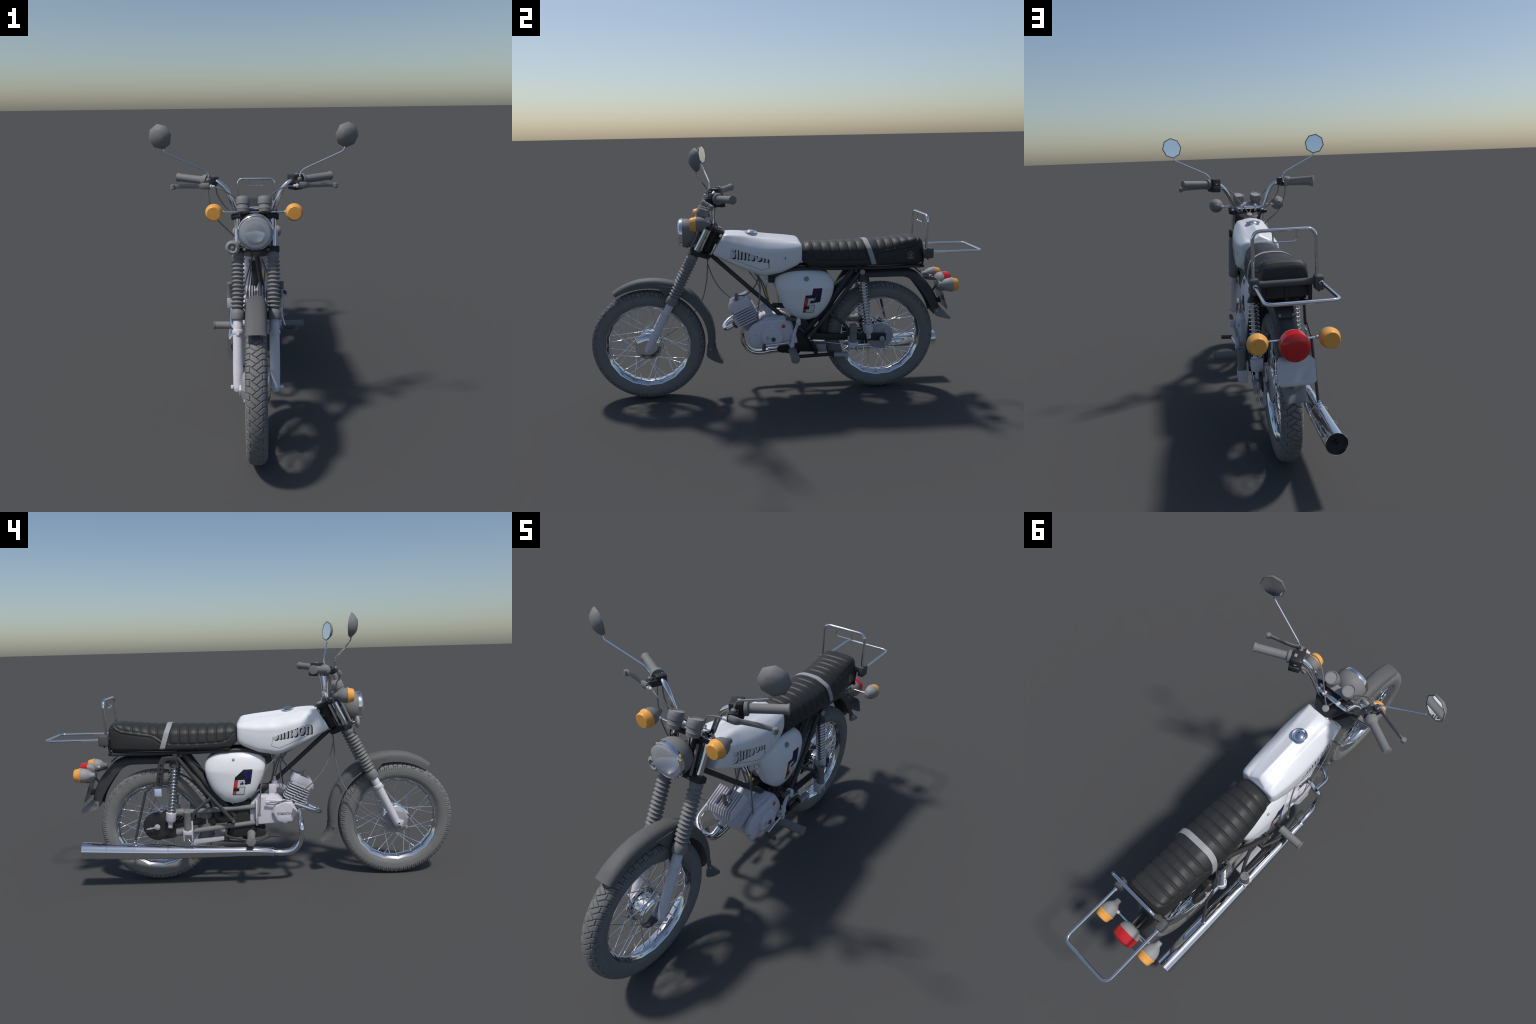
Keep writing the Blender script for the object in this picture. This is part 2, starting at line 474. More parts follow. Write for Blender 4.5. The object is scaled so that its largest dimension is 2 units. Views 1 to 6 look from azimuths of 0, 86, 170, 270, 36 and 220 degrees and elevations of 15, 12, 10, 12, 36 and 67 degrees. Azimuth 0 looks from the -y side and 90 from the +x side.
make("mudguard_bracket", [box((XC, 0.694, 0.640), (0.060, 0.050, 0.004), Matrix.Rotation(-0.72, 3, 'X'), 0.001)], FRAME, RMUD)
make("bolt", [rod((XC + sx * 0.024, 0.706, 0.628), (XC + sx * 0.024, 0.712, 0.636), 0.005, 8) for sx in (-1, 1)], GREY_LIGHT, RMUD)

# ------------------------------------------------------------------ fork
FA = np.array((0, -0.391, 0.889))
FB = np.array((0, -0.712, 0.273))
FD = (FB - FA) / np.linalg.norm(FB - FA)          # down the legs
FR = np.array((0, 0.887, -0.462))                  # rearwards, square to the legs
def on_fork(z, x):
    t = (z - FA[2]) / FD[2]
    return FA + FD * t + np.array((x, 0, 0))
FORK = make("fork", [lathe([(0, 0.020), (0.004, 0.0245), (0.115, 0.0245), (0.119, 0.020)], (0, -0.342, 0.874), FD, 24)], BLACK)
for sx, lx in ((1, 0.0765), (-1, -0.0705)):
    a = on_fork(0.905, lx)
    make("fork_tube", lathe([(-0.012, 0.010), (-0.010, 0.0145), (0.40, 0.0145), (0.41, 0.010)], a, FD, 24), CHROME, FORK)
    top = on_fork(0.778, lx)
    prof = [(0.0, 0.016), (0.001, 0.0215), (0.010, 0.0225), (0.018, 0.0245), (0.026, 0.0255), (0.034, 0.0245)]
    nr, t0, t1 = 12, 0.040, 0.246
    for k in range(nr):
        p = (t1 - t0) / nr
        t = t0 + k * p
        ro = 0.0285 + 0.0012 * (k / nr)
        prof += [(t, 0.0205), (t + 0.24 * p, 0.0225), (t + 0.46 * p, ro - 0.001), (t + 0.54 * p, ro), (t + 0.62 * p, ro - 0.001), (t + 0.80 * p, 0.0225)]
    prof += [(t1, 0.0205), (t1 + 0.005, 0.0240), (t1 + 0.011, 0.0275), (t1 + 0.018, 0.0290), (t1 + 0.036, 0.0292), (t1 + 0.042, 0.0275), (t1 + 0.043, 0.020)]
    make("gaiter", lathe(prof, top, FD, 28), GREY, FORK, 50)
    s0 = on_fork(0.540, lx)
    Lz = np.linalg.norm(on_fork(0.270, lx) - s0)
    make("fork_slider", [lathe([(0, 0.018), (0.002, 0.0195), (0.060, 0.0195), (0.062, 0.0225), (0.066, 0.0238), (0.075, 0.0238), (0.079, 0.0225), (0.081, 0.0205),
                                (Lz - 0.08, 0.0200), (Lz - 0.02, 0.0185), (Lz - 0.008, 0.0175), (Lz, 0.011)], s0, FD, 28),
                         box(s0 + FD * 0.070 + np.array((0, -0.022, 0.0)), (0.014, 0.012, 0.012), axes(X, -FR, -FD), 0.002)],
         ALU, FORK, 40)
# yokes
def yoke(z0, thick, back, name):
    o = on_fork(z0, 0)
    poly = [(-0.098, -0.020), (-0.070, -0.026), (0.074, -0.026), (0.102, -0.020), (0.102, 0.016), (0.075, 0.026), (0.045, back - 0.012), (0.026, back), (-0.022, back),
            (-0.041, back - 0.012), (-0.070, 0.026), (-0.098, 0.016)]
    return make(name, [prism(poly, o, X, FR, -FD, -thick, 0, 0.003)], BLACK, FORK)
yoke(0.915, 0.019, 0.088, "upper_yoke")
yoke(0.790, 0.024, 0.080, "lower_yoke")
make("bolt", [rod(on_fork(0.775, x) - FR * 0.030, on_fork(0.775, x) - FR * 0.022, 0.006, 8) for x in (-0.042, 0.055)], GREY, FORK)
make("stem_nut", lathe([(0, 0.012), (0.001, 0.0155), (0.012, 0.0155), (0.015, 0.013), (0.016, 0.009)], (0, -0.330, 0.880), -FD, 16), GREY_LIGHT, FORK)
# silver sleeve behind the headlight
make("lamp_bracket", [rod((sx * 0.060, -0.418, 0.905), (sx * 0.062, -0.470, 0.800), 0.006, 8) for sx in (-1, 1)], GREY, FORK)

# ------------------------------------------------------------------ handlebar
def mir(p, s):
    return (p[0] * s, p[1], p[2])
HB = [(-0.215, -0.320, 1.057), (-0.152, -0.350, 1.054), (-0.118, -0.359, 1.024), (-0.077, -0.361, 0.922), (0.077, -0.361, 0.922), (0.118, -0.359, 1.024), (0.152, -0.350, 1.054), (0.215, -0.320, 1.057)]
BAR = make("handlebar", tube(fillet(HB, [0.035, 0.03, 0.022, 0.022, 0.03, 0.035], 8), 0.0105, 16), CHROME)
for sx in (-1, 1):
    make("bar_clamp", [box((sx * 0.036, -0.364, 0.915), (0.013, 0.022, 0.040), axes(X, FR, -FD), 0.004), rod((sx * 0.036, -0.352, 0.928), (sx * 0.036, -0.348, 0.940), 0.006, 8)], ALU, BAR)
    g0, g1 = np.array((sx * 0.206, -0.3245, 1.054)), np.array((sx * 0.333, -0.258, 1.062))
    L = np.linalg.norm(g1 - g0)
    if sx > 0:
        prof = [(-0.008, 0.012), (-0.007, 0.0262), (0.003, 0.0268), (0.006, 0.0250), (0.009, 0.017), (L - 0.012, 0.0168), (L - 0.004, 0.0195), (L - 0.001, 0.0195), (L, 0.017)]
    else:
        prof = [(-0.012, 0.016), (-0.011, 0.0255), (0.000, 0.0265), (0.010, 0.0240), (0.017, 0.0180), (0.03, 0.0168), (L - 0.014, 0.0168), (L - 0.004, 0.0195), (L - 0.002, 0.0200), (L - 0.001, 0.0165), (L - 0.002, 0.0)]
    make("grip", lathe(prof, g0, g1 - g0, 28), GREY, BAR)
    gd = (g1 - g0) / L
    side = np.cross(gd, (0, 0, 1.0)); side /= np.linalg.norm(side)
    R = axes(gd, np.cross((0, 0, 1.0), gd), np.cross(gd, np.cross((0, 0, 1.0), gd)))
    # lever perch and lever
    make("lever_perch", [box((sx * 0.184, -0.362, 1.046), (0.034, 0.052, 0.026), R, 0.004),
                         box((sx * 0.190, -0.386, 1.040), (0.030, 0.020, 0.024), R, 0.003)], BLACK, BAR)
    lev = [(sx * 0.186, -0.393, 1.040), (sx * 0.212, -0.390, 1.039), (sx * 0.232, -0.381, 1.038), (sx * 0.262, -0.371, 1.037), (sx * 0.300, -0.361, 1.036), (sx * 0.338, -0.352, 1.034)]
    P = cr(lev, 4)
    rings = []
    for i, p in enumerate(P):
        t = i / (len(P) - 1)
        h = np.interp(t, [0, 0.2, 0.35, 1], [0.013, 0.0135, 0.0098, 0.0088])
        w = np.interp(t, [0, 0.2, 0.35, 1], [0.008, 0.008, 0.0045, 0.004])
        tg = P[min(i + 1, len(P) - 1)] - P[max(i - 1, 0)]
        tg /= np.linalg.norm(tg)
        sd = np.cross(tg, (0, 0, 1.0)); sd /= np.linalg.norm(sd)
        up = np.cross(sd, tg)
        rings.append([p + sd * w * cx + up * h * cz for cx, cz in ((1, 0.5), (0.5, 1), (-0.5, 1), (-1, 0.5), (-1, -0.5), (-0.5, -1), (0.5, -1), (1, -0.5))])
    make("lever", [grid(rings), lathe([(0, 0.007), (0.003, 0.0105), (0.020, 0.0105), (0.023, 0.007)], (sx * 0.342, -0.355, 1.020), (0.0, 0.15, 1), 10)], GREY, BAR, 40)
    make("cable_ferrule", [lathe([(0, 0.0095), (0.006, 0.0095), (0.007, 0.006), (0.018, 0.0055), (0.020, 0.004)], (sx * 0.182, -0.395, 1.038), (-sx, -0.15, -0.02), 12)], ALU, BAR)
    # mirror
    stem = fillet([(sx * 0.190, -0.373, 1.050), (sx * 0.191, -0.372, 1.084), (sx * 0.206, -0.373, 1.104), (sx * 0.365, -0.412, 1.180), (sx * 0.374, -0.416, 1.215)], [0.012, 0.012, 0.012], 5)
    n = np.array((-sx * 0.36, 0.925, 0.08)); n /= np.linalg.norm(n)
    c = np.array((sx * 0.3755, -0.411, 1.2425))
    ph = 0.12 * sx + PI / 8 + 0.34
    mshell = make("mirror", [lathe([(-0.026, 0.0), (-0.025, 0.027), (-0.020, 0.0345), (-0.007, 0.0495), (0.001, 0.0520), (0.002, 0.0490), (-0.001, 0.0470), (-0.001, 0.0)], c, n, 8, ph)], GREY, BAR, 62)
    make("mirror_glass", lathe([(-0.0008, 0.0472), (0.0006, 0.0468), (0.0006, 0.0)], c, n, 8, ph), MIRROR, mshell, 30)
    make("mirror_stem", tube(stem, 0.0036, 10), CHROME, mshell)
    make("stem_boot", lathe([(0, 0.008), (0.004, 0.0095), (0.010, 0.0095), (0.014, 0.006)], (sx * 0.190, -0.374, 1.056), Zv, 12), GREY, mshell)

# switch block (left) and throttle housing (right)
RL = axes((0.884, 0.462, 0.05), (-0.462, 0.884, 0.0), (-0.045, -0.02, 1))
SW = make("switch_block", [box((0.174, -0.335, 1.047), (0.048, 0.056, 0.064), RL, 0.005), box((0.168, -0.312, 1.028), (0.045, 0.024, 0.030), RL, 0.004)], BLACK, BAR)
cSW = Vector((0.174, -0.335, 1.047))
def on_sw(a, b, c):
    return tuple(cSW + RL @ Vector((a, b, c)))
make("switch_button", [box(on_sw(0.008, 0.000, 0.031), (0.011, 0.014, 0.006), RL, 0.001), box(on_sw(0.002, 0.027, 0.006), (0.012, 0.006, 0.006), RL, 0.001)], GREY_LIGHT, SW)
make("switch_symbol", [box(on_sw(-0.009, 0.004, 0.0305), (0.008, 0.004, 0.001), RL, 0), box(on_sw(-0.009, -0.004, 0.0305), (0.008, 0.004, 0.001), RL, 0),
                       box(on_sw(0.011, 0.0255, 0.006), (0.005, 0.001, 0.005), RL, 0), box(on_sw(-0.009, 0.0255, 0.006), (0.005, 0.001, 0.005), RL, 0),
                       box((0.176, -0.2985, 1.026), (0.006, 0.001, 0.006), RL, 0), box((0.166, -0.3035, 1.026), (0.006, 0.001, 0.006), RL, 0)], STRAP, SW)
RR = axes((-0.884, 0.462, 0.05), (-0.462, -0.884, 0.0), (0.045, -0.02, 1))
make("throttle_housing", [box((-0.172, -0.341, 1.054), (0.030, 0.040, 0.036), RR, 0.004)], BLACK, BAR)
make("screw", [rod((-0.170, -0.334, 1.071), (-0.170, -0.334, 1.0745), 0.003, 8)], CHROME, BAR)

# gauges
for gx in (0.044, -0.046):
    o = np.array((gx, -0.398, 0.991))
    d = -np.array((0, 0.50, 0.866))
    d = np.array((0, -0.42, -0.907))
    gz = make("gauge", lathe([(0.004, 0.0), (0.004, 0.0235), (0.000, 0.0235), (-0.001, 0.0265), (0.001, 0.0285), (0.018, 0.0300), (0.031, 0.0295), (0.034, 0.0265),
                              (0.036, 0.0265), (0.048, 0.0262), (0.050, 0.0275), (0.052, 0.0262), (0.064, 0.0250), (0.066, 0.018), (0.067, 0.0)], o, d, 30), GREY, None, 40)
    make("gauge_face", lathe([(0.0025, 0.0), (0.0025, 0.0232), (0.0042, 0.0234)], o, d, 30), GREY_LIGHT, gz)
    make("gauge_cable", [tube(cr([o + d * 0.065 + np.array((s * 0.010, 0, 0)), o + d * 0.10 + np.array((s * 0.010, 0.008, 0)), (gx * 0.7, -0.415, 0.86)], 5), 0.0028, 8) for s in (-1, 1)], BLACK, gz)
make("gauge_bracket", [box((0, -0.400, 0.940), (0.11, 0.030, 0.006), axes(X, FR, -FD), 0.002)], GREY_LIGHT)

# ------------------------------------------------------------------ headlight
HC = np.array((0.004, 0, 0.868))
def hl(prof, seg=44, cap=True):
    return lathe(prof, HC, Y, seg, 0.0, cap)
HLAMP = make("headlight", hl([(-0.470, 0.0660), (-0.508, 0.0690), (-0.508, 0.0715), (-0.490, 0.0715), (-0.470, 0.0690), (-0.452, 0.0600), (-0.438, 0.0470), (-0.428, 0.0330), (-0.420, 0.0260), (-0.412, 0.0250), (-0.411, 0.0)], 44, False), GREY)
make("headlight_ring", hl([(-0.507, 0.0690), (-0.507, 0.0730), (-0.512, 0.0738), (-0.523, 0.0722), (-0.526, 0.0690), (-0.524, 0.0676), (-0.510, 0.0680)], 44, False), CHROME, HLAMP)
make("reflector", hl([(-0.523, 0.0672), (-0.512, 0.0645), (-0.497, 0.0560), (-0.485, 0.0440), (-0.474, 0.0270), (-0.468, 0.010), (-0.467, 0.0), (-0.466, 0.0), (-0.466, 0.012), (-0.472, 0.029), (-0.483, 0.046), (-0.495, 0.058), (-0.511, 0.0658), (-0.5225, 0.0676)], 44, False), REFLECTOR, HLAMP, 60)
make("headlight_lens", hl([(-0.5232, 0.0672), (-0.5268, 0.0662), (-0.5315, 0.056), (-0.5355, 0.040), (-0.5378, 0.020), (-0.5385, 0.0), (-0.5373, 0.0), (-0.5366, 0.020), (-0.5343, 0.040), (-0.5303, 0.056), (-0.5258, 0.0655), (-0.5230, 0.0668)], 44, False), GLASS, HLAMP, 60)
# horn
make("horn", [lathe([(0.020, 0.010), (0.018, 0.020), (0.012, 0.0285), (0.006, 0.0300), (0.002, 0.0280), (-0.002, 0.0200), (0.003, 0.0120), (0.006, 0.009), (0.000, 0.0075), (-0.002, 0.0)],
                    (-0.090, -0.504, 0.802), (0.06, 1, 0), 32)], GREY_LIGHT)
make("horn_bracket", [rod((-0.088, -0.486, 0.801), (-0.050, -0.460, 0.796), 0.006, 10), rod((-0.066, -0.478, 0.786), (-0.066, -0.478, 0.815), 0.004, 8)], CHROME)

# ------------------------------------------------------------------ indicators and tail lamp
def indicator(c, fwd, stalk_to):
    """c = centre of the hem between lens and housing, fwd = +-1 lens direction along y."""
    d = (0, fwd, 0)
    h = make("indicator", lathe([(0.001, 0.030), (0.001, 0.0352), (-0.006, 0.0350), (-0.018, 0.0335), (-0.030, 0.0295), (-0.040, 0.0230), (-0.047, 0.0160), (-0.053, 0.0128),
                                 (-0.064, 0.0118), (-0.067, 0.0095), (-0.067, 0.0)], c, d, 32), GREY_LIGHT if fwd > 0 else GREY)
    make("indicator_lens", lathe([(-0.001, 0.0345), (0.000, 0.0366), (0.004, 0.0366), (0.0075, 0.0345), (0.016, 0.0325), (0.024, 0.0310), (0.028, 0.0295), (0.0305, 0.0265), (0.031, 0.0)], c, d, 36), AMBER, h)
    c = np.array(c)
    s = math.copysign(1, stalk_to - c[0])
    y0 = c[1] - fwd * 0.030
    e = c[0] + s * 0.027
    make("indicator_stalk", [rod((e, y0, c[2] - 0.004), (stalk_to, y0, c[2] - 0.004), 0.0038, 10)], CHROME, h)
    make("stalk_nut", [rod((e - s * 0.008, y0, c[2] - 0.004), (e + s * 0.012, y0, c[2] - 0.004), 0.0065, 10)], ALU, h)
indicator((0.164, -0.433, 0.9345), -1, 0.070)
indicator((-0.166, -0.433, 0.9355), -1, -0.070)
indicator((0.127, 0.838, 0.5805), 1, 0.02)
indicator((-0.117, 0.838, 0.5805), 1, -0.01)
TC = (0.005, 0.833, 0.567)
TAIL = make("tail_lamp", lathe([(0.002, 0.040), (0.002, 0.0510), (-0.008, 0.0500), (-0.018, 0.0460), (-0.026, 0.0390), (-0.031, 0.028), (-0.033, 0.0)], TC, Y, 36), GREY_LIGHT)
make("tail_lamp_lens", lathe([(0.000, 0.050), (0.001, 0.0522), (0.030, 0.0512), (0.036, 0.0495), (0.042, 0.0420), (0.0465, 0.028), (0.048, 0.0)], TC, Y, 22), RED, TAIL, 30)
make("tail_lamp_bracket", [tube(fillet([(s * 0.012 + XC, 0.742, 0.590), (s * 0.014 + XC, 0.765, 0.585), (s * 0.012 + XC, 0.810, 0.583)], 0.01), 0.0045, 8) for s in (-1, 1)]
     + [tube([(XC, 0.790, 0.520), (XC, 0.806, 0.548), (XC, 0.812, 0.575)], 0.0055, 8)], FRAME, TAIL)
# number plate
pn = np.array((0, 0.955, 0.30)); pu = np.array((0, -0.30, 0.955))
oct_ = [(-0.055, 0.050), (0.050, 0.050), (0.066, 0.034), (0.066, -0.036), (0.054, -0.048), (-0.054, -0.048), (-0.066, -0.036), (-0.066, 0.034)]
def sheen_creased_plate():  # flat plate; dish and creases modelled to draw its star-shaped light/dark sheen
    o = np.array((0.0, 0.839, 0.4745))
    rings = []
    for k, t in ((1.0, -0.0022), (1.0, 0.0004), (0.97, 0.0008), (0.55, -0.0012), (0.02, -0.0016)):
        rings.append([o + np.array((-1.0, 0, 0)) * p[0] * k + pu * p[1] * k + pn * (t + (0.0018 if (i % 3 == 1 and k == 0.55) else 0)) for i, p in enumerate(oct_)])
    return grid(rings)
NP = make("number_plate", sheen_creased_plate(), PLATE, None, 60)
make("plate_bracket", [box((XC, 0.822, 0.470), (0.030, 0.016, 0.030), axes(X, pn, pu), 0.002)], BLACK, NP)

# ------------------------------------------------------------------ frame
def sym(pts):
    return [[(p[0], p[1], p[2]) for p in pts], [(-p[0], p[1], p[2]) for p in pts]]
geos = [tube([(0.006, -0.372, 0.752), (0.022, -0.190, 0.582), (0.046, 0.000, 0.408), (0.050, 0.10, 0.330)], 0.0115, 14),
        tube(cr([(0, -0.350, 0.83), (0, -0.20, 0.77), (0, -0.05, 0.70), (0, 0.06, 0.668)], 4), 0.020, 14)]
for pts in sym([(0.050, -0.075, 0.642), (0.050, 0.000, 0.662), (0.054, 0.060, 0.674), (0.056, 0.20, 0.672), (0.064, 0.316, 0.670), (0.066, 0.50, 0.669), (0.066, 0.690, 0.671)]):
    geos.append(tube(cr(pts, 3), 0.0095, 12))
for pts in sym([(0.088, 0.112, 0.318), (0.084, 0.245, 0.474), (0.076, 0.378, 0.648)]):
    geos.append(tube(pts, 0.0105, 12))
for pts in sym([(0.034, 0.095, 0.320), (0.040, 0.225, 0.48), (0.048, 0.350, 0.660)]):
    geos.append(tube(pts, 0.0155, 12))
geos += [rod((-0.074, 0.690, 0.671), (0.074, 0.690, 0.671), 0.010), rod((-0.09, 0.114, 0.320), (0.092, 0.114, 0.320), 0.011),
         rod((-0.078, 0.36, 0.660), (0.078, 0.36, 0.660), 0.010)]
BODY = make("frame", geos, FRAME)
make("gusset_plate", [yz_prism([(0.060, 0.400), (0.112, 0.325), (0.122, 0.295), (0.146, 0.240), (0.146, 0.222), (0.06, 0.228), (-0.02, 0.224), (-0.042, 0.232), (-0.050, 0.246), (-0.044, 0.260), (0.0, 0.272), (0.028, 0.300), (0.040, 0.36)], sx * 0.046 - 0.003, sx * 0.046 + 0.003, 0.001) for sx in (-1, 1)]
     + [yz_prism([(0.03, 0.41), (0.105, 0.41), (0.125, 0.36), (0.115, 0.29), (0.05, 0.24), (0.03, 0.30)], -0.042, 0.042, 0.004)], BLACK, BODY)
make("airbox", [yz_prism(cr([(-0.045, 0.62), (-0.02, 0.655), (0.10, 0.668), (0.21, 0.655), (0.23, 0.60), (0.19, 0.50), (0.12, 0.425), (0.06, 0.430), (-0.01, 0.50)], 3, True), -0.048, 0.048, 0.006),
                rod((0.0, -0.030, 0.612), (0.0, -0.085, 0.618), 0.024, 18), rod((0.010, 0.020, 0.468), (0.014, -0.066, 0.476), 0.0135, 16)], FRAME, BODY)
make("bolt", [lathe([(0, 0.010), (0.002, 0.0135), (0.008, 0.0135), (0.010, 0.010)], (0.090, 0.387, 0.655), X, 16), rod((0.092, 0.114, 0.319), (0.100, 0.114, 0.319), 0.007, 8)], GREY_LIGHT, BODY)
make("bolt", [rod((-0.100, 0.112, 0.321), (-0.092, 0.112, 0.321), 0.007, 8), rod((-0.108, 0.387, 0.655), (-0.098, 0.387, 0.655), 0.006, 8)], CHROME, BODY)
SWING = make("swing_arm", [prism([(0.105, 0.338), (0.330, 0.322), (0.522, 0.317), (0.522, 0.276), (0.330, 0.288), (0.105, 0.302)], (0, 0, 0), Y, Zv, X, 0.064, 0.080, 0.004)]
             + [prism([(0.105, 0.338), (0.330, 0.322), (0.410, 0.317), (0.410, 0.276), (0.330, 0.288), (0.105, 0.302)], (0, 0, 0), Y, Zv, X, -0.036, -0.024, 0.004)]
             + [rod((-0.050, 0.215, 0.312), (0.066, 0.215, 0.312), 0.013)], BLACK)

# ------------------------------------------------------------------ shock absorbers
for sx in (-1, 1):
    top, bot = np.array((sx * 0.083, 0.387, 0.656)), np.array((sx * 0.083, 0.428, 0.306))
    d = bot - top
    L = np.linalg.norm(d)
    d /= L
    sh = make("shock_absorber", [lathe([(-0.012, 0.010), (-0.010, 0.0135), (0.012, 0.0125), (0.022, 0.0135), (0.034, 0.0205), (0.046, 0.0245), (0.050, 0.0245), (0.051, 0.015)], top, d, 24)], FRAME)
    make("damper_rod", lathe([(0.04, 0.0145), (0.30, 0.0145)], top, d, 20), CHROME, sh)
    u, v, w = frame_of(d)
    turns, n = 14, 14 * 18
    pts = []
    for k in range(n + 1):
        t = k / n
        a = 2 * PI * turns * t
        s = 0.054 + (0.284 - 0.054) * t
        pts.append(top + d * s + 0.0210 * (u * math.cos(a) + v * math.sin(a)))
    make("spring", tube(pts, 0.0027, 7), CHROME, sh, 60)
    make("shock_cup", [lathe([(0.282, 0.020), (0.284, 0.0262), (0.322, 0.0262), (0.331, 0.020), (0.333, 0.010)], top, d, 28),
                       box(bot + np.array((0, 0, 0.002)) - d * 0.005, (0.012, 0.024, 0.040), axes(X, np.cross((1, 0, 0), d), -d), 0.005),
                       rod(bot + np.array((sx * 0.004, 0, 0)), bot + np.array((sx * 0.012, 0, 0)), 0.007, 12)], ALU, sh)

# ------------------------------------------------------------------ fuel tank
zt = lerp_table([(-0.37, 0.872), (-0.33, 0.873), (-0.28, 0.871), (-0.259, 0.870), (-0.117, 0.855), (0.056, 0.836), (0.09, 0.832)])
zb = lerp_table([(-0.37, 0.762), (-0.335, 0.744), (-0.30, 0.726), (-0.23, 0.689), (-0.13, 0.648), (-0.105, 0.645), (-0.022, 0.660), (0.05, 0.690), (0.09, 0.712)])
hwid = lerp_table([(-0.37, 0.080), (-0.33, 0.086), (-0.27, 0.095), (-0.18, 0.1025), (-0.08, 0.103), (0.0, 0.098), (0.06, 0.090), (0.09, 0.085)])
hbot = lerp_table([(-0.37, 0.052), (-0.30, 0.058), (-0.15, 0.074), (-0.05, 0.076), (0.05, 0.074), (0.09, 0.070)])
flat_w = lerp_table([(-0.37, 0.062), (-0.28, 0.060), (-0.10, 0.054), (0.09, 0.048)])
TANK_X = 0.004
def tank_section(y, inset=0.0):
    t, b, w, wb = zt(y) - inset, zb(y) + inset, hwid(y) - inset, hbot(y) - inset
    h = t - b
    fw = flat_w(y) - inset
    ro = float(np.interp(y, [-0.36, -0.24, -0.12, 0.09], [0.15, 0.45, 1.0, 1.0]))
    half_ = [(0.0, t + 0.003), (0.004, t + 0.003 - 0.0012 * ro), (0.020, t + 0.001 - 0.0075 * ro), (0.038, t - 0.003 - 0.0115 * ro), (fw, t - 0.0095 - 0.0105 * ro), (0.5 * (fw + w * 0.95), t - 0.17 * h - 0.002), (w * 0.955, t - 0.33 * h), (w * 0.99, t - 0.46 * h), (w, t - 0.60 * h),
             (w * 0.985, b + 0.22 * h), (w * 0.93, b + 0.10 * h), (wb, b + 0.006), (wb * 0.72, b), (0.0, b)]
    c = cr(half_, 4)
    return [(p[0], p[1]) for p in c] + [(-p[0], p[1]) for p in c[-2:0:-1]]
def tank_mesh():
    ys = [(-0.362, 0.009), (-0.3612, 0.005), (-0.3595, 0.002), (-0.356, 0.0)] + [(y, 0.0) for y in np.linspace(-0.34, 0.050, 34)] + [(0.060, 0.0), (0.070, 0.001), (0.077, 0.003), (0.0815, 0.007), (0.083, 0.012)]
    rings = []
    for y, ins in ys:
        sh = 0.62 * np.clip((-0.10 - y) / 0.25, 0, 1)
        ring = []
        for x, z in tank_section(y, ins):
            dy = sh * max(0.0, z - 0.775)
            if y > 0.0:      # chamfered top rear corner
                dy = -0.55 * max(0.0, z - 0.800) * (y / 0.083)
            ring.append((x + TANK_X, y + dy, z))
        rings.append(ring)
    return mesh_of("fuel_tank", [grid(rings)], 45)
TANK_ME = tank_mesh()
TANK = put("fuel_tank", TANK_ME, WHITE)
make("tank_tab", [prism([(-0.322, -0.030), (-0.300, -0.036), (-0.295, 0.032), (-0.322, 0.026)], (0, 0, 0.868), Y, X, Zv, -0.004, 0.004, 0.001),
                  yz_prism([(-0.324, 0.884), (-0.312, 0.876), (-0.300, 0.868), (-0.318, 0.862)], -0.022, -0.018, 0.0)], WHITE, TANK)
cap = np.array((0.002, -0.170, 0.8575))
cn = np.array((0, 0.10, 0.995))
make("tank_cap", lathe([(-0.004, 0.026), (0.001, 0.0280), (0.005, 0.0340), (0.0085, 0.0345), (0.010, 0.0310), (0.0070, 0.0255), (0.0095, 0.0235), (0.0135, 0.0180), (0.0160, 0.0110), (0.0172, 0.005), (0.0174, 0.0)], cap, cn, 18), CHROME, TANK, 25)
make("fuel_tap", [rod((0.045, -0.099, 0.650), (0.045, -0.099, 0.628), 0.010, 12), lathe([(0, 0.008), (0.003, 0.0115), (0.020, 0.0125), (0.028, 0.010), (0.034, 0.007)], (0.045, -0.099, 0.626), (0, 0, -1), 14),
                  rod((0.045, -0.099, 0.605), (0.070, -0.085, 0.600), 0.004, 8), rod((0.068, -0.088, 0.600), (0.068, -0.066, 0.600), 0.004, 8)], ALU, TANK)

# ------------------------------------------------------------------ side covers
def cover(sign, pts, name="side_cover"):
    out = cr(pts, 5, True)
    out = np.array(out)
    c = np.array((0.098, 0.553))
    out[:, 1] -= np.where(out[:, 1] < 0.56, 0.009, 0.005)
    out[:, 0] = c[0] + (out[:, 0] - c[0]) * 1.012
    rings = []
    K = [(1.0, 0.040), (1.0, 0.060), (0.99, 0.070), (0.97, 0.0765), (0.93, 0.0825), (0.86, 0.0885), (0.74, 0.0945), (0.58, 0.0985), (0.40, 0.1005), (0.2, 0.1015), (0.02, 0.102)]
    dx = -0.006 if sign < 0 else 0.0
    for k, x in K:
        ring = []
        for p in out:
            q = c + (p - c) * k
            # leans in towards the top and towards the front edge
            lean = 0.20 * max(0.0, q[1] - 0.575) * (1 if k < 1.0 else 0.7) + 0.16 * max(0.0, 0.03 - q[0]) + 0.10 * max(0.0, 0.47 - q[1])
            ring.append((sign * (x + dx - lean), q[0], q[1]))
        rings.append(ring)
    V, F = grid(rings, True, False)
    n = len(out)
    base = (len(rings) - 1) * n
    F.append(tuple(range(base, base + n)))
    return mesh_of(name, [(V, F)], 45)
OUTL = [(-0.052, 0.612), (-0.043, 0.640), (-0.018, 0.662), (0.040, 0.672), (0.10, 0.674), (0.190, 0.664), (0.228, 0.640), (0.246, 0.605), (0.241, 0.555), (0.212, 0.488),
        (0.165, 0.433), (0.135, 0.420), (0.108, 0.414), (0.070, 0.420), (0.045, 0.433), (0.000, 0.475), (-0.032, 0.535), (-0.048, 0.580)]
COV_L_ME = cover(1, OUTL)
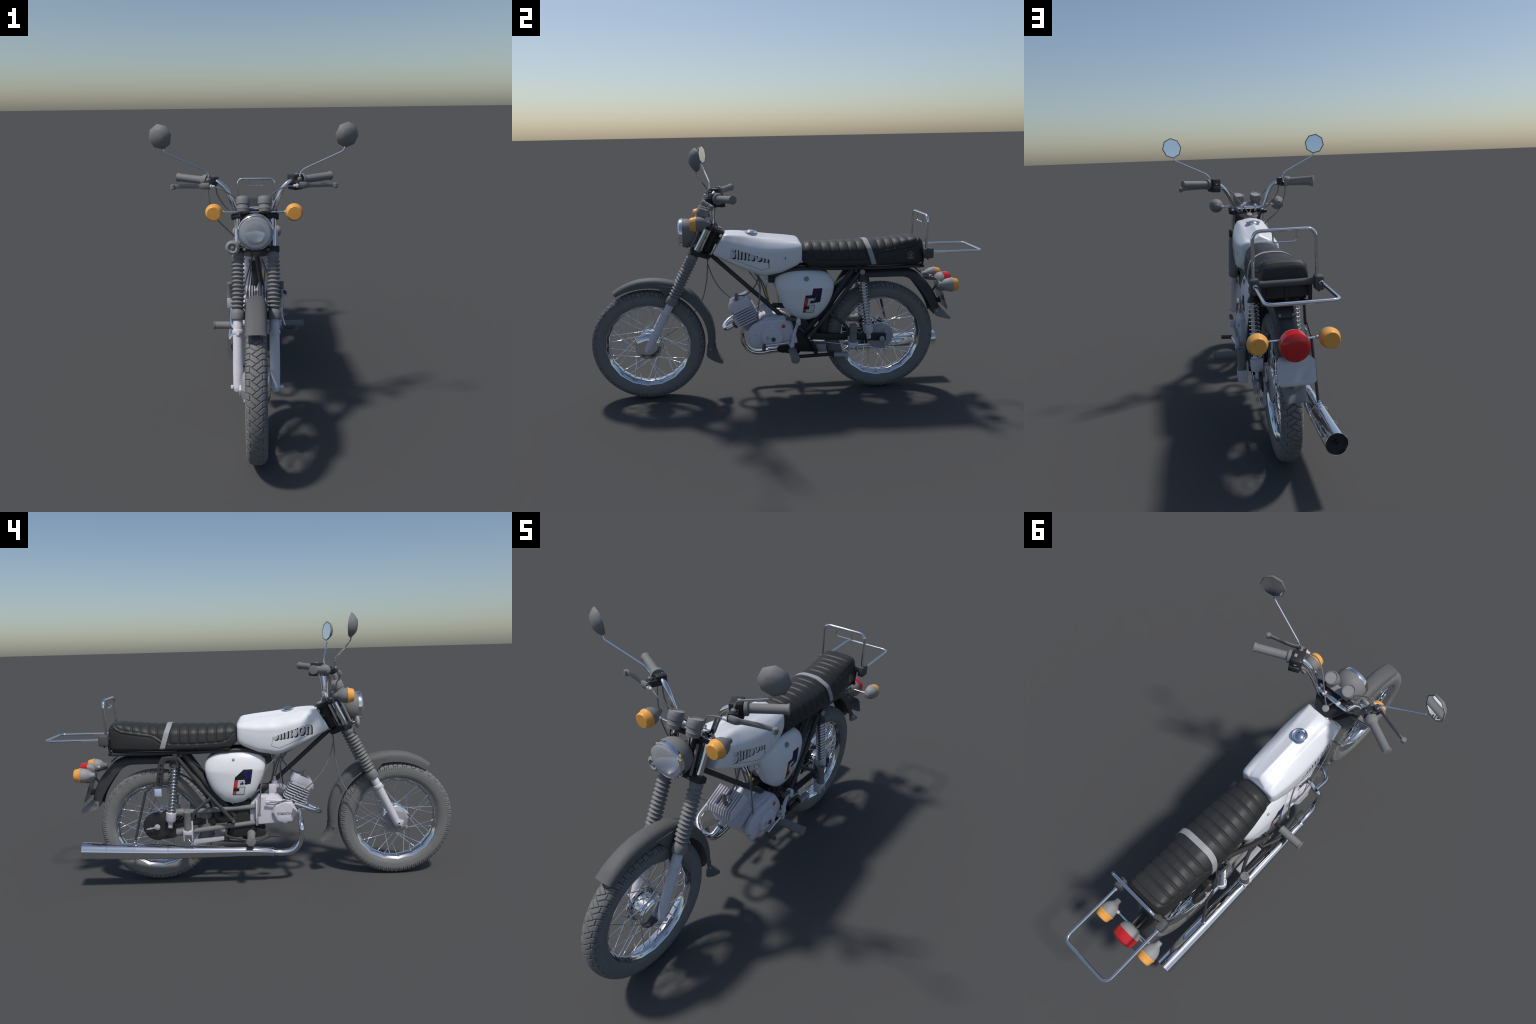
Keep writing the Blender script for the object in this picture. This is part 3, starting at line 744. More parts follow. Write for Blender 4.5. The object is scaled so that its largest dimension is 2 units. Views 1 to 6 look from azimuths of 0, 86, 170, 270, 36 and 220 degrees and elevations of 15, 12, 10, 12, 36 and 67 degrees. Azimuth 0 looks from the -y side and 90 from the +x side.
COV_R_ME = cover(-1, OUTL)
COV_L = put("side_cover", COV_L_ME, WHITE)
COV_R = put("side_cover", COV_R_ME, WHITE)

def bvh(me):
    return BVHTree.FromPolygons([tuple(v.co) for v in me.vertices], [tuple(p.vertices) for p in me.polygons])
BV_TANK, BV_L, BV_R = bvh(TANK_ME), bvh(COV_L_ME), bvh(COV_R_ME)

def surf_x(bv, sign, y, z):
    h = bv.ray_cast(Vector((sign * 0.4, y, z)), Vector((-sign, 0, 0)), 0.6)
    return h[0].x if h[0] is not None else None
xl = surf_x(BV_L, 1, 0.103, 0.628)
make("cover_knob", [lathe([(-0.004, 0.0125), (0.004, 0.0125), (0.0055, 0.011), (0.006, 0.0)], (xl, 0.103, 0.628), X, 20)], GREY_LIGHT, COV_L)
xr = surf_x(BV_R, -1, 0.104, 0.631)
make("cover_knob", [lathe([(-0.004, 0.007), (0.003, 0.007), (0.005, 0.0055), (0.0055, 0.0)], (xr, 0.104, 0.631), (-1, 0, 0), 16)], ALU_DARK, COV_R)

# ------------------------------------------------------------------ printed marks, laid on the panels
def lay_on(name, geo2d, mapper, bv, sign, mat, parent, lift, cell=0.008):
    """geo2d: list of polygons / (verts, faces) in mark coordinates. mapper -> (y, z)."""
    bm = bmesh.new()
    for V, F in geo2d:
        vs = [bm.verts.new((*mapper(*p[:2]), 0.0)) for p in V]
        for f in F:
            try:
                bm.faces.new([vs[i] for i in f])
            except ValueError:
                pass
    bmesh.ops.triangulate(bm, faces=bm.faces[:])
    ys = [v.co.x for v in bm.verts]
    zs = [v.co.y for v in bm.verts]
    for lo, hi, no in ((min(ys), max(ys), (1, 0, 0)), (min(zs), max(zs), (0, 1, 0))):
        t = lo + cell
        while t < hi:
            bmesh.ops.bisect_plane(bm, geom=bm.verts[:] + bm.edges[:] + bm.faces[:], plane_co=(t, t, 0), plane_no=no)
            t += cell
    drop = []
    for v in bm.verts:
        y, z = v.co.x, v.co.y
        x = surf_x(bv, sign, y, z)
        if x is None:
            drop.append(v)
            continue
        v.co = (x + sign * lift, y, z)
    bmesh.ops.delete(bm, geom=drop, context='VERTS')
    # give the print a hair of thickness
    ex = bmesh.ops.extrude_face_region(bm, geom=bm.faces[:])
    bmesh.ops.translate(bm, vec=(-sign * (lift + 0.0006), 0, 0), verts=[g for g in ex["geom"] if isinstance(g, bmesh.types.BMVert)])
    geo = bm_out(bm)
    return make(name, geo, mat, parent, 30)

def text_geo(body, size, bold=0.0, shear=0.0, space=1.0):
    cu = bpy.data.curves.new("letters", 'FONT')
    cu.body = body
    cu.size = size
    cu.offset = bold
    cu.shear = shear
    cu.space_character = space
    cu.resolution_u = 4
    ob = bpy.data.objects.new("letters", cu)
    bpy.context.scene.collection.objects.link(ob)
    bpy.context.view_layer.update()
    me = bpy.data.meshes.new_from_object(ob.evaluated_get(bpy.context.evaluated_depsgraph_get()))
    V = [(v.co.x, v.co.y) for v in me.vertices]
    F = [tuple(p.vertices) for p in me.polygons]
    bpy.data.objects.remove(ob)
    bpy.data.curves.remove(cu)
    bpy.data.meshes.remove(me)
    return V, F

def clip(geo, co, no):
    bm = bmesh.new()
    vs = [bm.verts.new((p[0], p[1], 0)) for p in geo[0]]
    for f in geo[1]:
        try:
            bm.faces.new([vs[i] for i in f])
        except ValueError:
            pass
    bmesh.ops.bisect_plane(bm, geom=bm.verts[:] + bm.edges[:] + bm.faces[:], plane_co=(*co, 0), plane_no=(*no, 0), clear_outer=True)
    return bm_out(bm)

def line2d(a, b, w):
    a, b = np.array(a, float), np.array(b, float)
    d = (b - a) / np.linalg.norm(b - a)
    n = np.array((-d[1], d[0])) * w / 2
    return [tuple(a + n), tuple(b + n), tuple(b - n), tuple(a - n)], [(0, 1, 2, 3)]

# tank lettering: u runs in reading direction, v up; the upper edge is cut by the slanting panel line
word = text_geo("simson", 0.092, bold=0.0030, space=1.04)
wmax = max(p[0] for p in word[0])
kx = 0.186 / wmax
word = ([(p[0] * kx, p[1]) for p in word[0]], word[1])
slope = -0.024 / 0.168
for sign in (1, -1):
    if sign > 0:
        base = lambda u, v: (-0.277 + u + 0.05 * v, 0.757 + v + slope * u)
    else:
        base = lambda u, v: (-0.090 - u, 0.728 + v - slope * u)
    def mapped(du, dv):
        V = [base(p[0] + du, p[1] + dv) for p in word[0]]
        return clip((V, word[1]), (-0.258, 0.7985), (0.0575, 0.165))
    ident = lambda y, z: (y, z)
    sh = mapped(0.0066, -0.0048)
    lay_on("tank_lettering_shadow", [(sh[0], sh[1]), *[mapped(0.0033, -0.0024)]], ident, BV_TANK, sign, INK, TANK, 0.0005)
    fa = mapped(0, 0)
    lay_on("tank_lettering", [(fa[0], fa[1])], ident, BV_TANK, sign, LETTER if sign < 0 else PRINT_GREY, TANK, 0.0010)
    ln = [line2d((-0.284, 0.754), (-0.120, 0.685), 0.0011), line2d((-0.120, 0.685), (-0.083, 0.697), 0.0011)]
    if sign > 0:
        ln += [line2d((-0.085, 0.698), (-0.091, 0.742), 0.0030), line2d((-0.014, 0.749), (-0.002, 0.746), 0.0014), line2d((-0.002, 0.746), (-0.0045, 0.733), 0.0028)]
    else:
        ln += [line2d((-0.083, 0.697), (-0.090, 0.742), 0.0012)]
    lay_on("tank_pinstripe", ln, ident, BV_TANK, sign, INK, TANK, 0.0006)

# side cover emblem, drawn in units of its own little grid
def poly(*p):
    return [tuple(q) for q in p], [tuple(range(len(p)))]
E_BLACK = [poly((515, 300), (520, 294), (598, 294), (604, 300), (584, 430), (578, 436), (486, 447), (488, 417), (508, 417), (510, 392), (436, 394), (441, 366), (447, 362), (503, 361)),
           poly((424, 474), (478, 474), (475, 506), (420, 506))]
E_RED = [poly((436, 395), (469, 395), (459, 466), (427, 464)), poly((427, 464), (457, 466), (455, 474), (425, 474)), poly((420, 506), (450, 506), (445, 537), (416, 535))]
E_GREY = [poly((469, 395), (541, 392), (537, 418), (487, 418), (484, 447), (532, 445), (530, 463), (459, 465)),
          poly((458, 468), (530, 466), (518, 540), (446, 538), (451, 506), (475, 506), (478, 474), (457, 474))]
E_LINE = [line2d((428, 466), (531, 465), 3), line2d((418, 538), (519, 541), 5), line2d((519, 541), (531, 463), 4), line2d((437, 394), (416, 538), 4), line2d((542, 392), (537, 420), 3)]
NUM = text_geo("51", 108, bold=1.2)
nw = max(p[0] for p in NUM[0])
E_NUM = [([(516 + p[0] * 66 / nw + p[1] * 0.12, 386 - p[1]) for p in NUM[0]], NUM[1])]
E_SMALL = [line2d((500, 427), (516, 426), 8), line2d((520, 426), (526, 426), 5), line2d((530, 426), (572, 425), 8)]
for sign, bv, par in ((1, BV_L, COV_L), (-1, BV_R, COV_R)):
    s = 0.00053
    if sign > 0:
        mp = lambda a, b: (0.083 + (a - 417) * s, 0.456 + (538 - b) * 0.00051)
    else:
        mp = lambda a, b: (0.111 - (a - 417) * s, 0.459 + (538 - b) * 0.00051)
    for nm, ge, mt, lf in (("emblem_black", E_BLACK, INK, 0.0008), ("emblem_red", E_RED, PRINT_RED, 0.0008), ("emblem_grey", E_GREY, PRINT_GREY, 0.0008),
                           ("emblem_outline", E_LINE, INK, 0.0012), ("emblem_number", E_NUM, PRINT_BLUE, 0.0013), ("emblem_caption", E_SMALL, PRINT_BLUE, 0.0014)):
        lay_on(nm, ge, mp, bv, sign, mt, par, lf, 0.012)

# ------------------------------------------------------------------ seat
s_top = lerp_table([(0.080, 0.768), (0.088, 0.786), (0.100, 0.798), (0.120, 0.805), (0.20, 0.804), (0.30, 0.806), (0.40, 0.808), (0.46, 0.809), (0.57, 0.817), (0.65, 0.822), (0.675, 0.821), (0.690, 0.817), (0.698, 0.808), (0.702, 0.798)])
s_bot = lerp_table([(0.080, 0.725), (0.090, 0.712), (0.115, 0.692), (0.30, 0.688), (0.50, 0.687), (0.68, 0.690), (0.70, 0.696)])
s_k = lerp_table([(0.080, 0.58), (0.090, 0.68), (0.110, 0.765), (0.20, 0.90), (0.30, 0.99), (0.45, 1.0), (0.56, 0.96), (0.66, 0.895), (0.685, 0.87), (0.695, 0.85), (0.702, 0.80)])
SEC = cr([(0.0, 0.0), (0.038, -0.0035), (0.068, -0.0175), (0.0880, -0.036), (0.0955, -0.058), (0.1000, -0.080), (0.1010, -0.100), (0.0985, -0.1165), (0.080, -0.1195), (0.0, -0.1195)], 9)
SEC_TAIL = cr([(0.0, 0.0), (0.045, -0.001), (0.078, -0.006), (0.092, -0.022), (0.0965, -0.052), (0.0990, -0.080), (0.0995, -0.100), (0.0975, -0.1165), (0.080, -0.1195), (0.0, -0.1195)], 9)
def seat_mesh():
    tail = np.array(SEC_TAIL)
    dt = np.r_[0, np.cumsum(np.linalg.norm(np.diff(tail, axis=0), axis=1))]
    sec = np.array(SEC)
    d = np.r_[0, np.cumsum(np.linalg.norm(np.diff(sec, axis=0), axis=1))]
    L = d[-1]
    fr = np.r_[np.linspace(0, 0.62, 46), np.linspace(0.64, 1.0, 9)] * L
    sx, sz = np.interp(fr, d, sec[:, 0]), np.interp(fr, d, sec[:, 1])
    tx, tz = np.interp(fr / L * dt[-1], dt, tail[:, 0]), np.interp(fr / L * dt[-1], dt, tail[:, 1])
    ys = np.r_[np.linspace(0.080, 0.095, 10, endpoint=False), np.linspace(0.095, 0.685, 330, endpoint=False), np.linspace(0.685, 0.702, 10)]
    pl = [0.141 + 0.0445 * k for k in range(7)] + [0.470 + 0.0395 * k for k in range(5)]
    # the welt: height below crown (fraction of the section's fall) where the ribbed top ends
    welt = lerp_table([(0.080, 0.30), (0.105, 0.42), (0.130, 0.66), (0.160, 0.745), (0.30, 0.76), (0.40, 0.74), (0.43, 0.66), (0.47, 0.46), (0.50, 0.36), (0.64, 0.25), (0.66, 0.16), (0.672, 0.02), (0.70, -0.4)])
    welt2 = lerp_table([(0.080, 2.0), (0.42, 2.0), (0.43, 0.96), (0.455, 0.70), (0.49, 0.49), (0.63, 0.375), (0.665, 0.28), (0.69, 0.22), (0.70, 0.2)])
    ring_list = []
    def bumpf(x, w):
        return math.exp(-(x / w) ** 2)
    for y in ys:
        t, b, k = s_top(y), s_bot(y), s_k(y)
        h = t - b
        # edge rounding front and rear
        ring = []
        rib = min(abs(y - p) for p in pl)
        g = bumpf(rib, 0.0045)
        nearest = min(pl, key=lambda p: abs(y - p))
        dip = 0.0042 * g - 0.0016 * (1 - bumpf(rib, 0.016))
        bl = float(np.clip((y - 0.52) / 0.14, 0, 1))
        for x, z in zip(sx * (1 - bl) + tx * bl, sz * (1 - bl) + tz * bl):
            f = -z / 0.1195
            inside = 1 / (1 + math.exp((f - welt(y)) / 0.018))
            off = -dip * inside
            off -= 0.0030 * bumpf(f - welt(y), 0.028)
            if y > 0.42:
                off -= 0.0022 * bumpf(f - welt2(y), 0.022)
                off += 0.0025 * bumpf(f - 0.5 * (welt(y) + welt2(y)), 0.045)
            # push along an approximate outward normal
            nx, nz = x / 0.1, (0.6 + z / 0.06)
            ln = math.hypot(nx, max(nz, 0)) + 1e-6
            ox, oz = nx / ln * off, max(nz, 0) / ln * off
            ring.append((x * k + ox + 0.002, y, t + z * h / 0.1195 + oz))
        full = ring + [(0.004 - q[0], q[1], q[2]) for q in ring[-2:0:-1]]
        ring_list.append(full)
    return mesh_of("seat", [grid(ring_list)], 60)
SEAT_ME = seat_mesh()
SEAT = put("seat", SEAT_ME, VINYL)
# strap over the seat, slanting back on its way down
def strap():
    rings = []
    sec = [np.array(p) for p in SEC[:len(SEC) - 14]]
    pts = [(-p[0], p[1]) for p in reversed(sec)] + [(p[0], p[1]) for p in sec[1:]]
    for x, z in pts:
        fall = -z
        yc = 0.412 + 0.30 * max(0.0, fall - 0.012)
        k = s_k(yc) + 0.022
        t = s_top(yc)
        zz = t + z * 0.985 + 0.0022
        xx = x * k + 0.002
        nx, nz = (1, 0) if abs(z) > 0.05 else (x / 0.1, 1.0)
        nx = math.copysign(abs(nx), x)
        ln = math.hypot(nx, nz)
        nx, nz = nx / ln, nz / ln
        a = 0.0022
        w = 0.0125
        rings.append([(xx + nx * a, yc - w, zz + nz * a), (xx + nx * a, yc + w, zz + nz * a), (xx - nx * a, yc + w, zz - nz * a), (xx - nx * a, yc - w, zz - nz * a)])
    return grid(rings)
make("seat_strap", strap(), STRAP, SEAT, 30)
make("seat_base", [box((0, 0.40, 0.686), (0.15, 0.56, 0.010), None, 0.003)], BLACK, SEAT)
BV_SEAT = bvh(SEAT_ME)
em = [line2d(a, b, 0.0018) for a, b in (((-0.016, 0.008), (0.000, 0.020)), ((0.000, 0.020), (0.008, 0.014)), ((0.008, 0.014), (0.016, 0.006)), ((0.016, 0.006), (0.015, -0.016)), ((0.015, -0.016), (-0.004, -0.018)),
                                        ((-0.004, -0.018), (-0.017, -0.013)), ((-0.017, -0.013), (-0.008, -0.009)), ((-0.008, -0.009), (-0.008, 0.001)), ((-0.008, 0.001), (-0.016, 0.008)),
                                        ((-0.003, 0.008), (-0.003, -0.004)), ((0.003, 0.008), (0.003, -0.004)), ((0.003, 0.008), (0.009, 0.008)), ((0.003, 0.002), (0.008, 0.002)), ((-0.004, -0.009), (0.010, -0.009)), ((-0.004, -0.013), (0.010, -0.013)))]
lay_on("seat_emblem", em, lambda a, b: (0.634 + a, 0.733 + b), BV_SEAT, 1, STRAP, SEAT, 0.0009, 0.012)

# ------------------------------------------------------------------ luggage rack
up = fillet([(0.114, 0.706, 0.772), (0.1125, 0.708, 0.935), (-0.1085, 0.708, 0.935), (-0.110, 0.706, 0.772)], 0.034, 8)
RACK = make("luggage_rack", [tube(up, 0.0064, 14)], CHROME)
make("rack_loop", [tube(fillet([(0.115, 0.735, 0.750), (0.115, 0.9935, 0.750), (-0.115, 0.9935, 0.750), (-0.115, 0.735, 0.750)], 0.032, 8), 0.0064, 14),
                   rod((0.115, 0.738, 0.750), (0.115, 0.752, 0.750), 0.0085), rod((-0.115, 0.738, 0.750), (-0.115, 0.752, 0.750), 0.0085)], CHROME, RACK)
make("rack_hook", tube(fillet([(0.042, 0.708, 0.931), (0.042, 0.708, 0.892), (-0.040, 0.708, 0.892), (-0.040, 0.708, 0.931)], 0.009, 5), 0.0028, 8), CHROME, RACK)
for sx in (-1, 1):
    make("rack_clamp", [box((sx * 0.113 + 0.001, 0.718, 0.746), (0.032, 0.046, 0.052), None, 0.007, 3), rod((sx * 0.113, 0.716, 0.712), (sx * 0.113, 0.716, 0.722), 0.005, 8)], DARK, RACK)
make("rack_bar", [rod((-0.10, 0.708, 0.749), (0.10, 0.708, 0.749), 0.0125, 18)], DARK, RACK)
make("rack_strut", [box((x, 0.702, 0.708), (0.014, 0.007, 0.076), Matrix.Rotation(-0.12, 3, 'X'), 0.001) for x in (0.082, 0.0, -0.084)]
     + [rod((-0.09, 0.700, 0.674), (0.09, 0.700, 0.674), 0.008)], BLACK, RACK)

# ------------------------------------------------------------------ engine
CASE = [(-0.188, 0.340), (-0.142, 0.402), (-0.114, 0.430), (-0.014, 0.432), (0.024, 0.402), (0.034, 0.378), (0.032, 0.300), (-0.005, 0.287), (-0.168, 0.287)]
ENG = make("engine", [yz_prism(CASE, -0.040, 0.085, 0.006)], ALU)
LC = cr([(-0.202, 0.341), (-0.190, 0.384), (-0.150, 0.414), (-0.100, 0.423), (-0.015, 0.426), (0.004, 0.416), (0.036, 0.352), (0.018, 0.296), (-0.085, 0.284), (-0.165, 0.277), (-0.190, 0.300)], 3, True)
make("clutch_side_cover", [yz_prism(LC, 0.078, 0.109, 0.010, 3)], ALU, ENG)
oc = [(-0.077 + 0.058 * math.cos(a), 0.338 + 0.057 * math.sin(a)) for a in [PI / 8 + PI * k / 4 for k in range(8)]]
make("clutch_lid", [yz_prism(oc, 0.105, 0.124, 0.006, 3, 0.97)], ALU, ENG)
make("lid_cross", [box((0.1245, -0.101, 0.336), (0.003, 0.024, 0.005), None, 0.001), box((0.1245, -0.101, 0.336), (0.0031, 0.005, 0.024), None, 0.001)], ALU_DARK, ENG)
make("filler_plug", [lathe([(0, 0.011), (0.005, 0.011), (0.0055, 0.007), (0.003, 0.006), (0.003, 0.0)], (0.122, -0.072, 0.328), X, 16)], DARK, ENG)
make("red_cap", [lathe([(0, 0.010), (0.004, 0.010), (0.005, 0.008), (0.005, 0.0)], (0.107, -0.019, 0.391), X, 8)], PRINT_RED, ENG)
make("screw", [rod((0.104, y, z), (0.112, y, z), 0.004, 8) for y, z in ((-0.198, 0.333), (-0.119, 0.399), (0.020, 0.345))], CHROME, ENG)
make("cable_socket", [lathe([(0, 0.010), (0.010, 0.009), (0.012, 0.005)], (0.100, -0.158, 0.345), (0.0, 0.0, 1), 12), rod((0.100, -0.158, 0.356), (0.100, -0.158, 0.368), 0.005, 8)], ALU_DARK, ENG)
RCV = [(0.002, 0.416), (0.000, 0.301), (-0.006, 0.291), (-0.092, 0.297), (-0.140, 0.300), (-0.165, 0.350), (-0.150, 0.402), (-0.125, 0.416), (-0.052, 0.424), (-0.050, 0.438), (-0.020, 0.438), (-0.016, 0.424)]
make("ignition_cover", [yz_prism(RCV, -0.062, -0.035, 0.006, 3), box((-0.060, -0.003, 0.352), (0.022, 0.010, 0.125), None, 0.003)], ALU, ENG)
oc2 = [(-0.079, 0.357), (-0.094, 0.398), (-0.136, 0.420), (-0.180, 0.411), (-0.207, 0.360), (-0.182, 0.310), (-0.145, 0.293), (-0.098, 0.310)]
make("flywheel_cover", [yz_prism(oc2, -0.055, -0.071, 0.0), yz_prism(oc2, -0.0711, -0.083, 0.004, 3, 0.84), yz_prism([(-0.10, 0.346), (-0.19, 0.346), (-0.177, 0.312), (-0.113, 0.312)], -0.080, -0.0845, 0.003)], ALU, ENG, 25)
tv = text_geo("SIMSON", 0.020, bold=0.0006)
tw = max(p[0] for p in tv[0])
tv3 = ([(-0.0838, -0.105 - p[0] * 0.075 / tw, 0.347 + p[1]) for p in tv[0]], tv[1])
bm = bmesh.new()
vs = [bm.verts.new(p) for p in tv3[0]]
for f in tv3[1]:
    bm.faces.new([vs[i] for i in f])
ex = bmesh.ops.extrude_face_region(bm, geom=bm.faces[:])
bmesh.ops.translate(bm, vec=(-0.0015, 0, 0), verts=[g for g in ex["geom"] if isinstance(g, bmesh.types.BMVert)])
make("cover_lettering", bm_out(bm), ALU_DARK, ENG, 20)
make("gearbox_end", [lathe([(0, 0.03), (0.004, 0.042), (0.05, 0.044), (0.055, 0.03)], (-0.035, 0.035, 0.345), X, 20)], BLACK, ENG)

# cylinder: axis leans forward
CO = np.array((0.0200, -0.198, 0.394))
CA = np.array((0, -0.416, 0.909))          # up the barrel
CF = np.array((0, 0.909, 0.416))           # rearwards across the fins
def rect(x0, x1, f0, f1, c):
    return [(x0 + c, f0), (x1 - c, f0), (x1, f0 + c), (x1, f1 - c), (x1 - c, f1), (x0 + c, f1), (x0, f1 - c), (x0, f0 + c)]
CYL = make("cylinder", [prism(rect(-0.034, 0.034, -0.030, 0.048, 0.016), CO, X, CF, CA, -0.035, 0.095, 0.002)], ALU_DARK, ENG)
fin_me = mesh_of("cooling_fin", [prism(rect(-0.0645, 0.0645, -0.047, 0.068, 0.010), (0, 0, 0), X, (0, 1, 0), (0, 0, 1), -0.0024, 0.0024, 0.0009)], 35)
rotM = axes(X, CF, CA).to_4x4()
for k in range(6):
    put("cooling_fin", fin_me, ALU, CYL, Matrix.Translation(Vector(CO + CA * (0.010 + k * 0.0132))) @ rotM)
make("cylinder_head", [prism(rect(-0.0635, 0.0635, -0.047, 0.066, 0.010), CO, X, CF, CA, 0.084, 0.104, 0.003)], ALU, CYL)
# upright head fins; the outer ones close the head as plates
prof = [(-0.050, 0.098), (0.068, 0.098), (0.070, 0.110), (0.064, 0.136), (-0.032, 0.135), (-0.053, 0.112)]
for k in range(11):
    x = -0.0615 + k * 0.0123
    p = prof
    if 3 <= k <= 7:
        p = [(-0.050, 0.098), (0.068, 0.098), (0.070, 0.110), (0.064, 0.134), (0.028, 0.134), (0.020, 0.116), (-0.014, 0.116), (-0.022, 0.134), (-0.034, 0.133), (-0.053, 0.112)]
    make("head_fin", [prism(p, CO + np.array((x, 0, 0)), CF, CA, X, -0.0026, 0.0026, 0.0009)], ALU, CYL)
pl = CO + np.array((0.002, 0, 0)) + CF * 0.003 + CA * 0.112
make("plug_cap", [rod(pl, pl + CA * 0.030, 0.0095, 14), lathe([(0, 0.0095), (0.02, 0.0080), (0.03, 0.005)], pl + CA * 0.026, CA + CF * 0.55, 12)], GREY, CYL)
# inlet and carburettor
CARB = make("carburettor", [box((0.014, -0.087, 0.462), (0.040, 0.040, 0.046), None, 0.006), box((0.014, -0.084, 0.430), (0.038, 0.036, 0.026), None, 0.006),
                            lathe([(0, 0.0165), (0.02, 0.0165), (0.024, 0.011), (0.034, 0.009), (0.046, 0.006)], (0.016, -0.098, 0.478), Zv, 18),
                            tube(cr([(0.016, -0.100, 0.468), (0.017, -0.125, 0.474), (0.019, -0.150, 0.459)], 4), lambda t: 0.012 + 0.004 * abs(t - 0.5), 14),
                            rod((0.035, -0.082, 0.462), (0.042, -0.082, 0.462), 0.006, 10)], ALU)

# ------------------------------------------------------------------ exhaust
EXH = make("exhaust", [tube(fillet([(0.002, -0.250, 0.383), (-0.004, -0.272, 0.367), (-0.008, -0.312, 0.346), (-0.060, -0.322, 0.352), (-0.112, -0.286, 0.374), (-0.112, -0.190, 0.410)],
                                   [0.01, 0.030, 0.030, 0.040], 8), 0.0122, 16),
                       tube(cr([(-0.040, -0.222, 0.362), (-0.080, -0.222, 0.326), (-0.115, -0.222, 0.297), (-0.122, -0.223, 0.262), (-0.122, -0.212, 0.214), (-0.123, -0.178, 0.176), (-0.124, -0.125, 0.165), (-0.125, -0.070, 0.171)], 6),
                            lambda t: 0.0135 + 0.003 * min(1, max(0, (t - 0.25) / 0.3)), 20)], CHROME)
def mz(y):
    return float(np.interp(y, [-0.08, 0.01, 0.44, 0.60, 0.74, 0.86], [0.171, 0.178, 0.186, 0.193, 0.199, 0.205]))
sec = [(-0.085, 0.016), (-0.082, 0.0215), (-0.070, 0.0215), (-0.066, 0.0195), (0.010, 0.0235), (0.12, 0.0262), (0.28, 0.0310), (0.434, 0.0352), (0.4345, 0.0363), (0.440, 0.0363), (0.4405, 0.0355),
       (0.595, 0.0388), (0.5955, 0.0402), (0.602, 0.0402), (0.6025, 0.0392), (0.735, 0.0398), (0.7355, 0.0405), (0.740, 0.0405), (0.7405, 0.0400), (0.852, 0.0410), (0.855, 0.0410), (0.856, 0.0400), (0.855, 0.0392), (0.830, 0.0388)]
rings = []
for y, r in sec:
    rings.append([(-0.130 + r * math.cos(2 * PI * k / 36), y - 0.03 * r * math.sin(2 * PI * k / 36), mz(y) + r * math.sin(2 * PI * k / 36)) for k in range(36)])
make("muffler", [grid(rings, True, False)], CHROME, EXH, 40)
make("muffler_baffle", [lathe([(-0.030, 0.0386), (-0.008, 0.0384), (-0.0085, 0.030), (-0.008, 0.0085), (0.004, 0.0075), (0.0045, 0.005), (-0.004, 0.0045), (-0.004, 0.0)], (-0.130, 0.842, mz(0.842)), (0, 1, 0.05), 30)], BLACK, EXH)
make("muffler_clip", [rod((-0.129, 0.598, 0.228), (-0.129, 0.598, 0.252), 0.007, 10), rod((-0.140, 0.600, 0.240), (-0.118, 0.600, 0.240), 0.005, 8)], CHROME, EXH)
make("exhaust_nut", [lathe([(0, 0.014), (0.001, 0.020), (0.010, 0.020), (0.011, 0.014)], (0.000, -0.258, 0.377), (-0.15, -0.8, -0.58), 14)], DARK, EXH)
make("exhaust_port", [rod((0.010, -0.225, 0.398), (0.000, -0.257, 0.378), 0.016, 14)], ALU, EXH)
make("muffler_hanger", [rod((-0.118, 0.484, 0.530), (-0.121, 0.534, 0.490), 0.005, 10), rod((-0.121, 0.532, 0.494), (-0.127, 0.597, 0.250), 0.0062, 12)], FRAME)
hang = [(0.372, 0.662), (0.412, 0.664), (0.446, 0.660), (0.466, 0.630), (0.482, 0.526), (0.476, 0.518), (0.452, 0.516), (0.447, 0.524), (0.438, 0.616), (0.430, 0.636), (0.418, 0.642), (0.372, 0.640)]
HB_ = make("carrier_bracket", [yz_prism(hang, -0.116, -0.109, 0.002)], FRAME)
make("bracket_hole", [rod((-0.1166, y, z), (-0.112, y, z), 0.0048, 12) for y, z in ((0.452, 0.620), (0.456, 0.600), (0.459, 0.578), (0.463, 0.553), (0.465, 0.540))], PITCH, HB_)
make("reflector_tag", [box((-0.113, 0.474, 0.484), (0.004, 0.034, 0.038), None, 0.002)], PALE_BLUE, HB_)

# ------------------------------------------------------------------ pegs, stand, levers, chain guards
PEG = make("footrest_bar", [rod((-0.20, 0.027, 0.257), (0.22, 0.025, 0.262), 0.0095), yz_prism([(0.0, 0.25), (0.05, 0.25), (0.075, 0.222), (0.06, 0.200), (-0.01, 0.222)], -0.04, 0.04, 0.003)], BLACK)
for a, b in (((0.112, 0.025, 0.260), (0.243, 0.025, 0.264)), ((-0.090, 0.027, 0.256), (-0.222, 0.028, 0.258))):
    a, b = np.array(a), np.array(b)
    L = np.linalg.norm(b - a)
    make("footpeg", lathe([(0, 0.012), (0.002, 0.0205), (0.006, 0.0215), (0.010, 0.0195), (L - 0.008, 0.0195), (L - 0.005, 0.0225), (L - 0.001, 0.0225), (L, 0.019), (L, 0.0)], a, b - a, 22), GREY if a[0] < 0 else GREY, PEG)
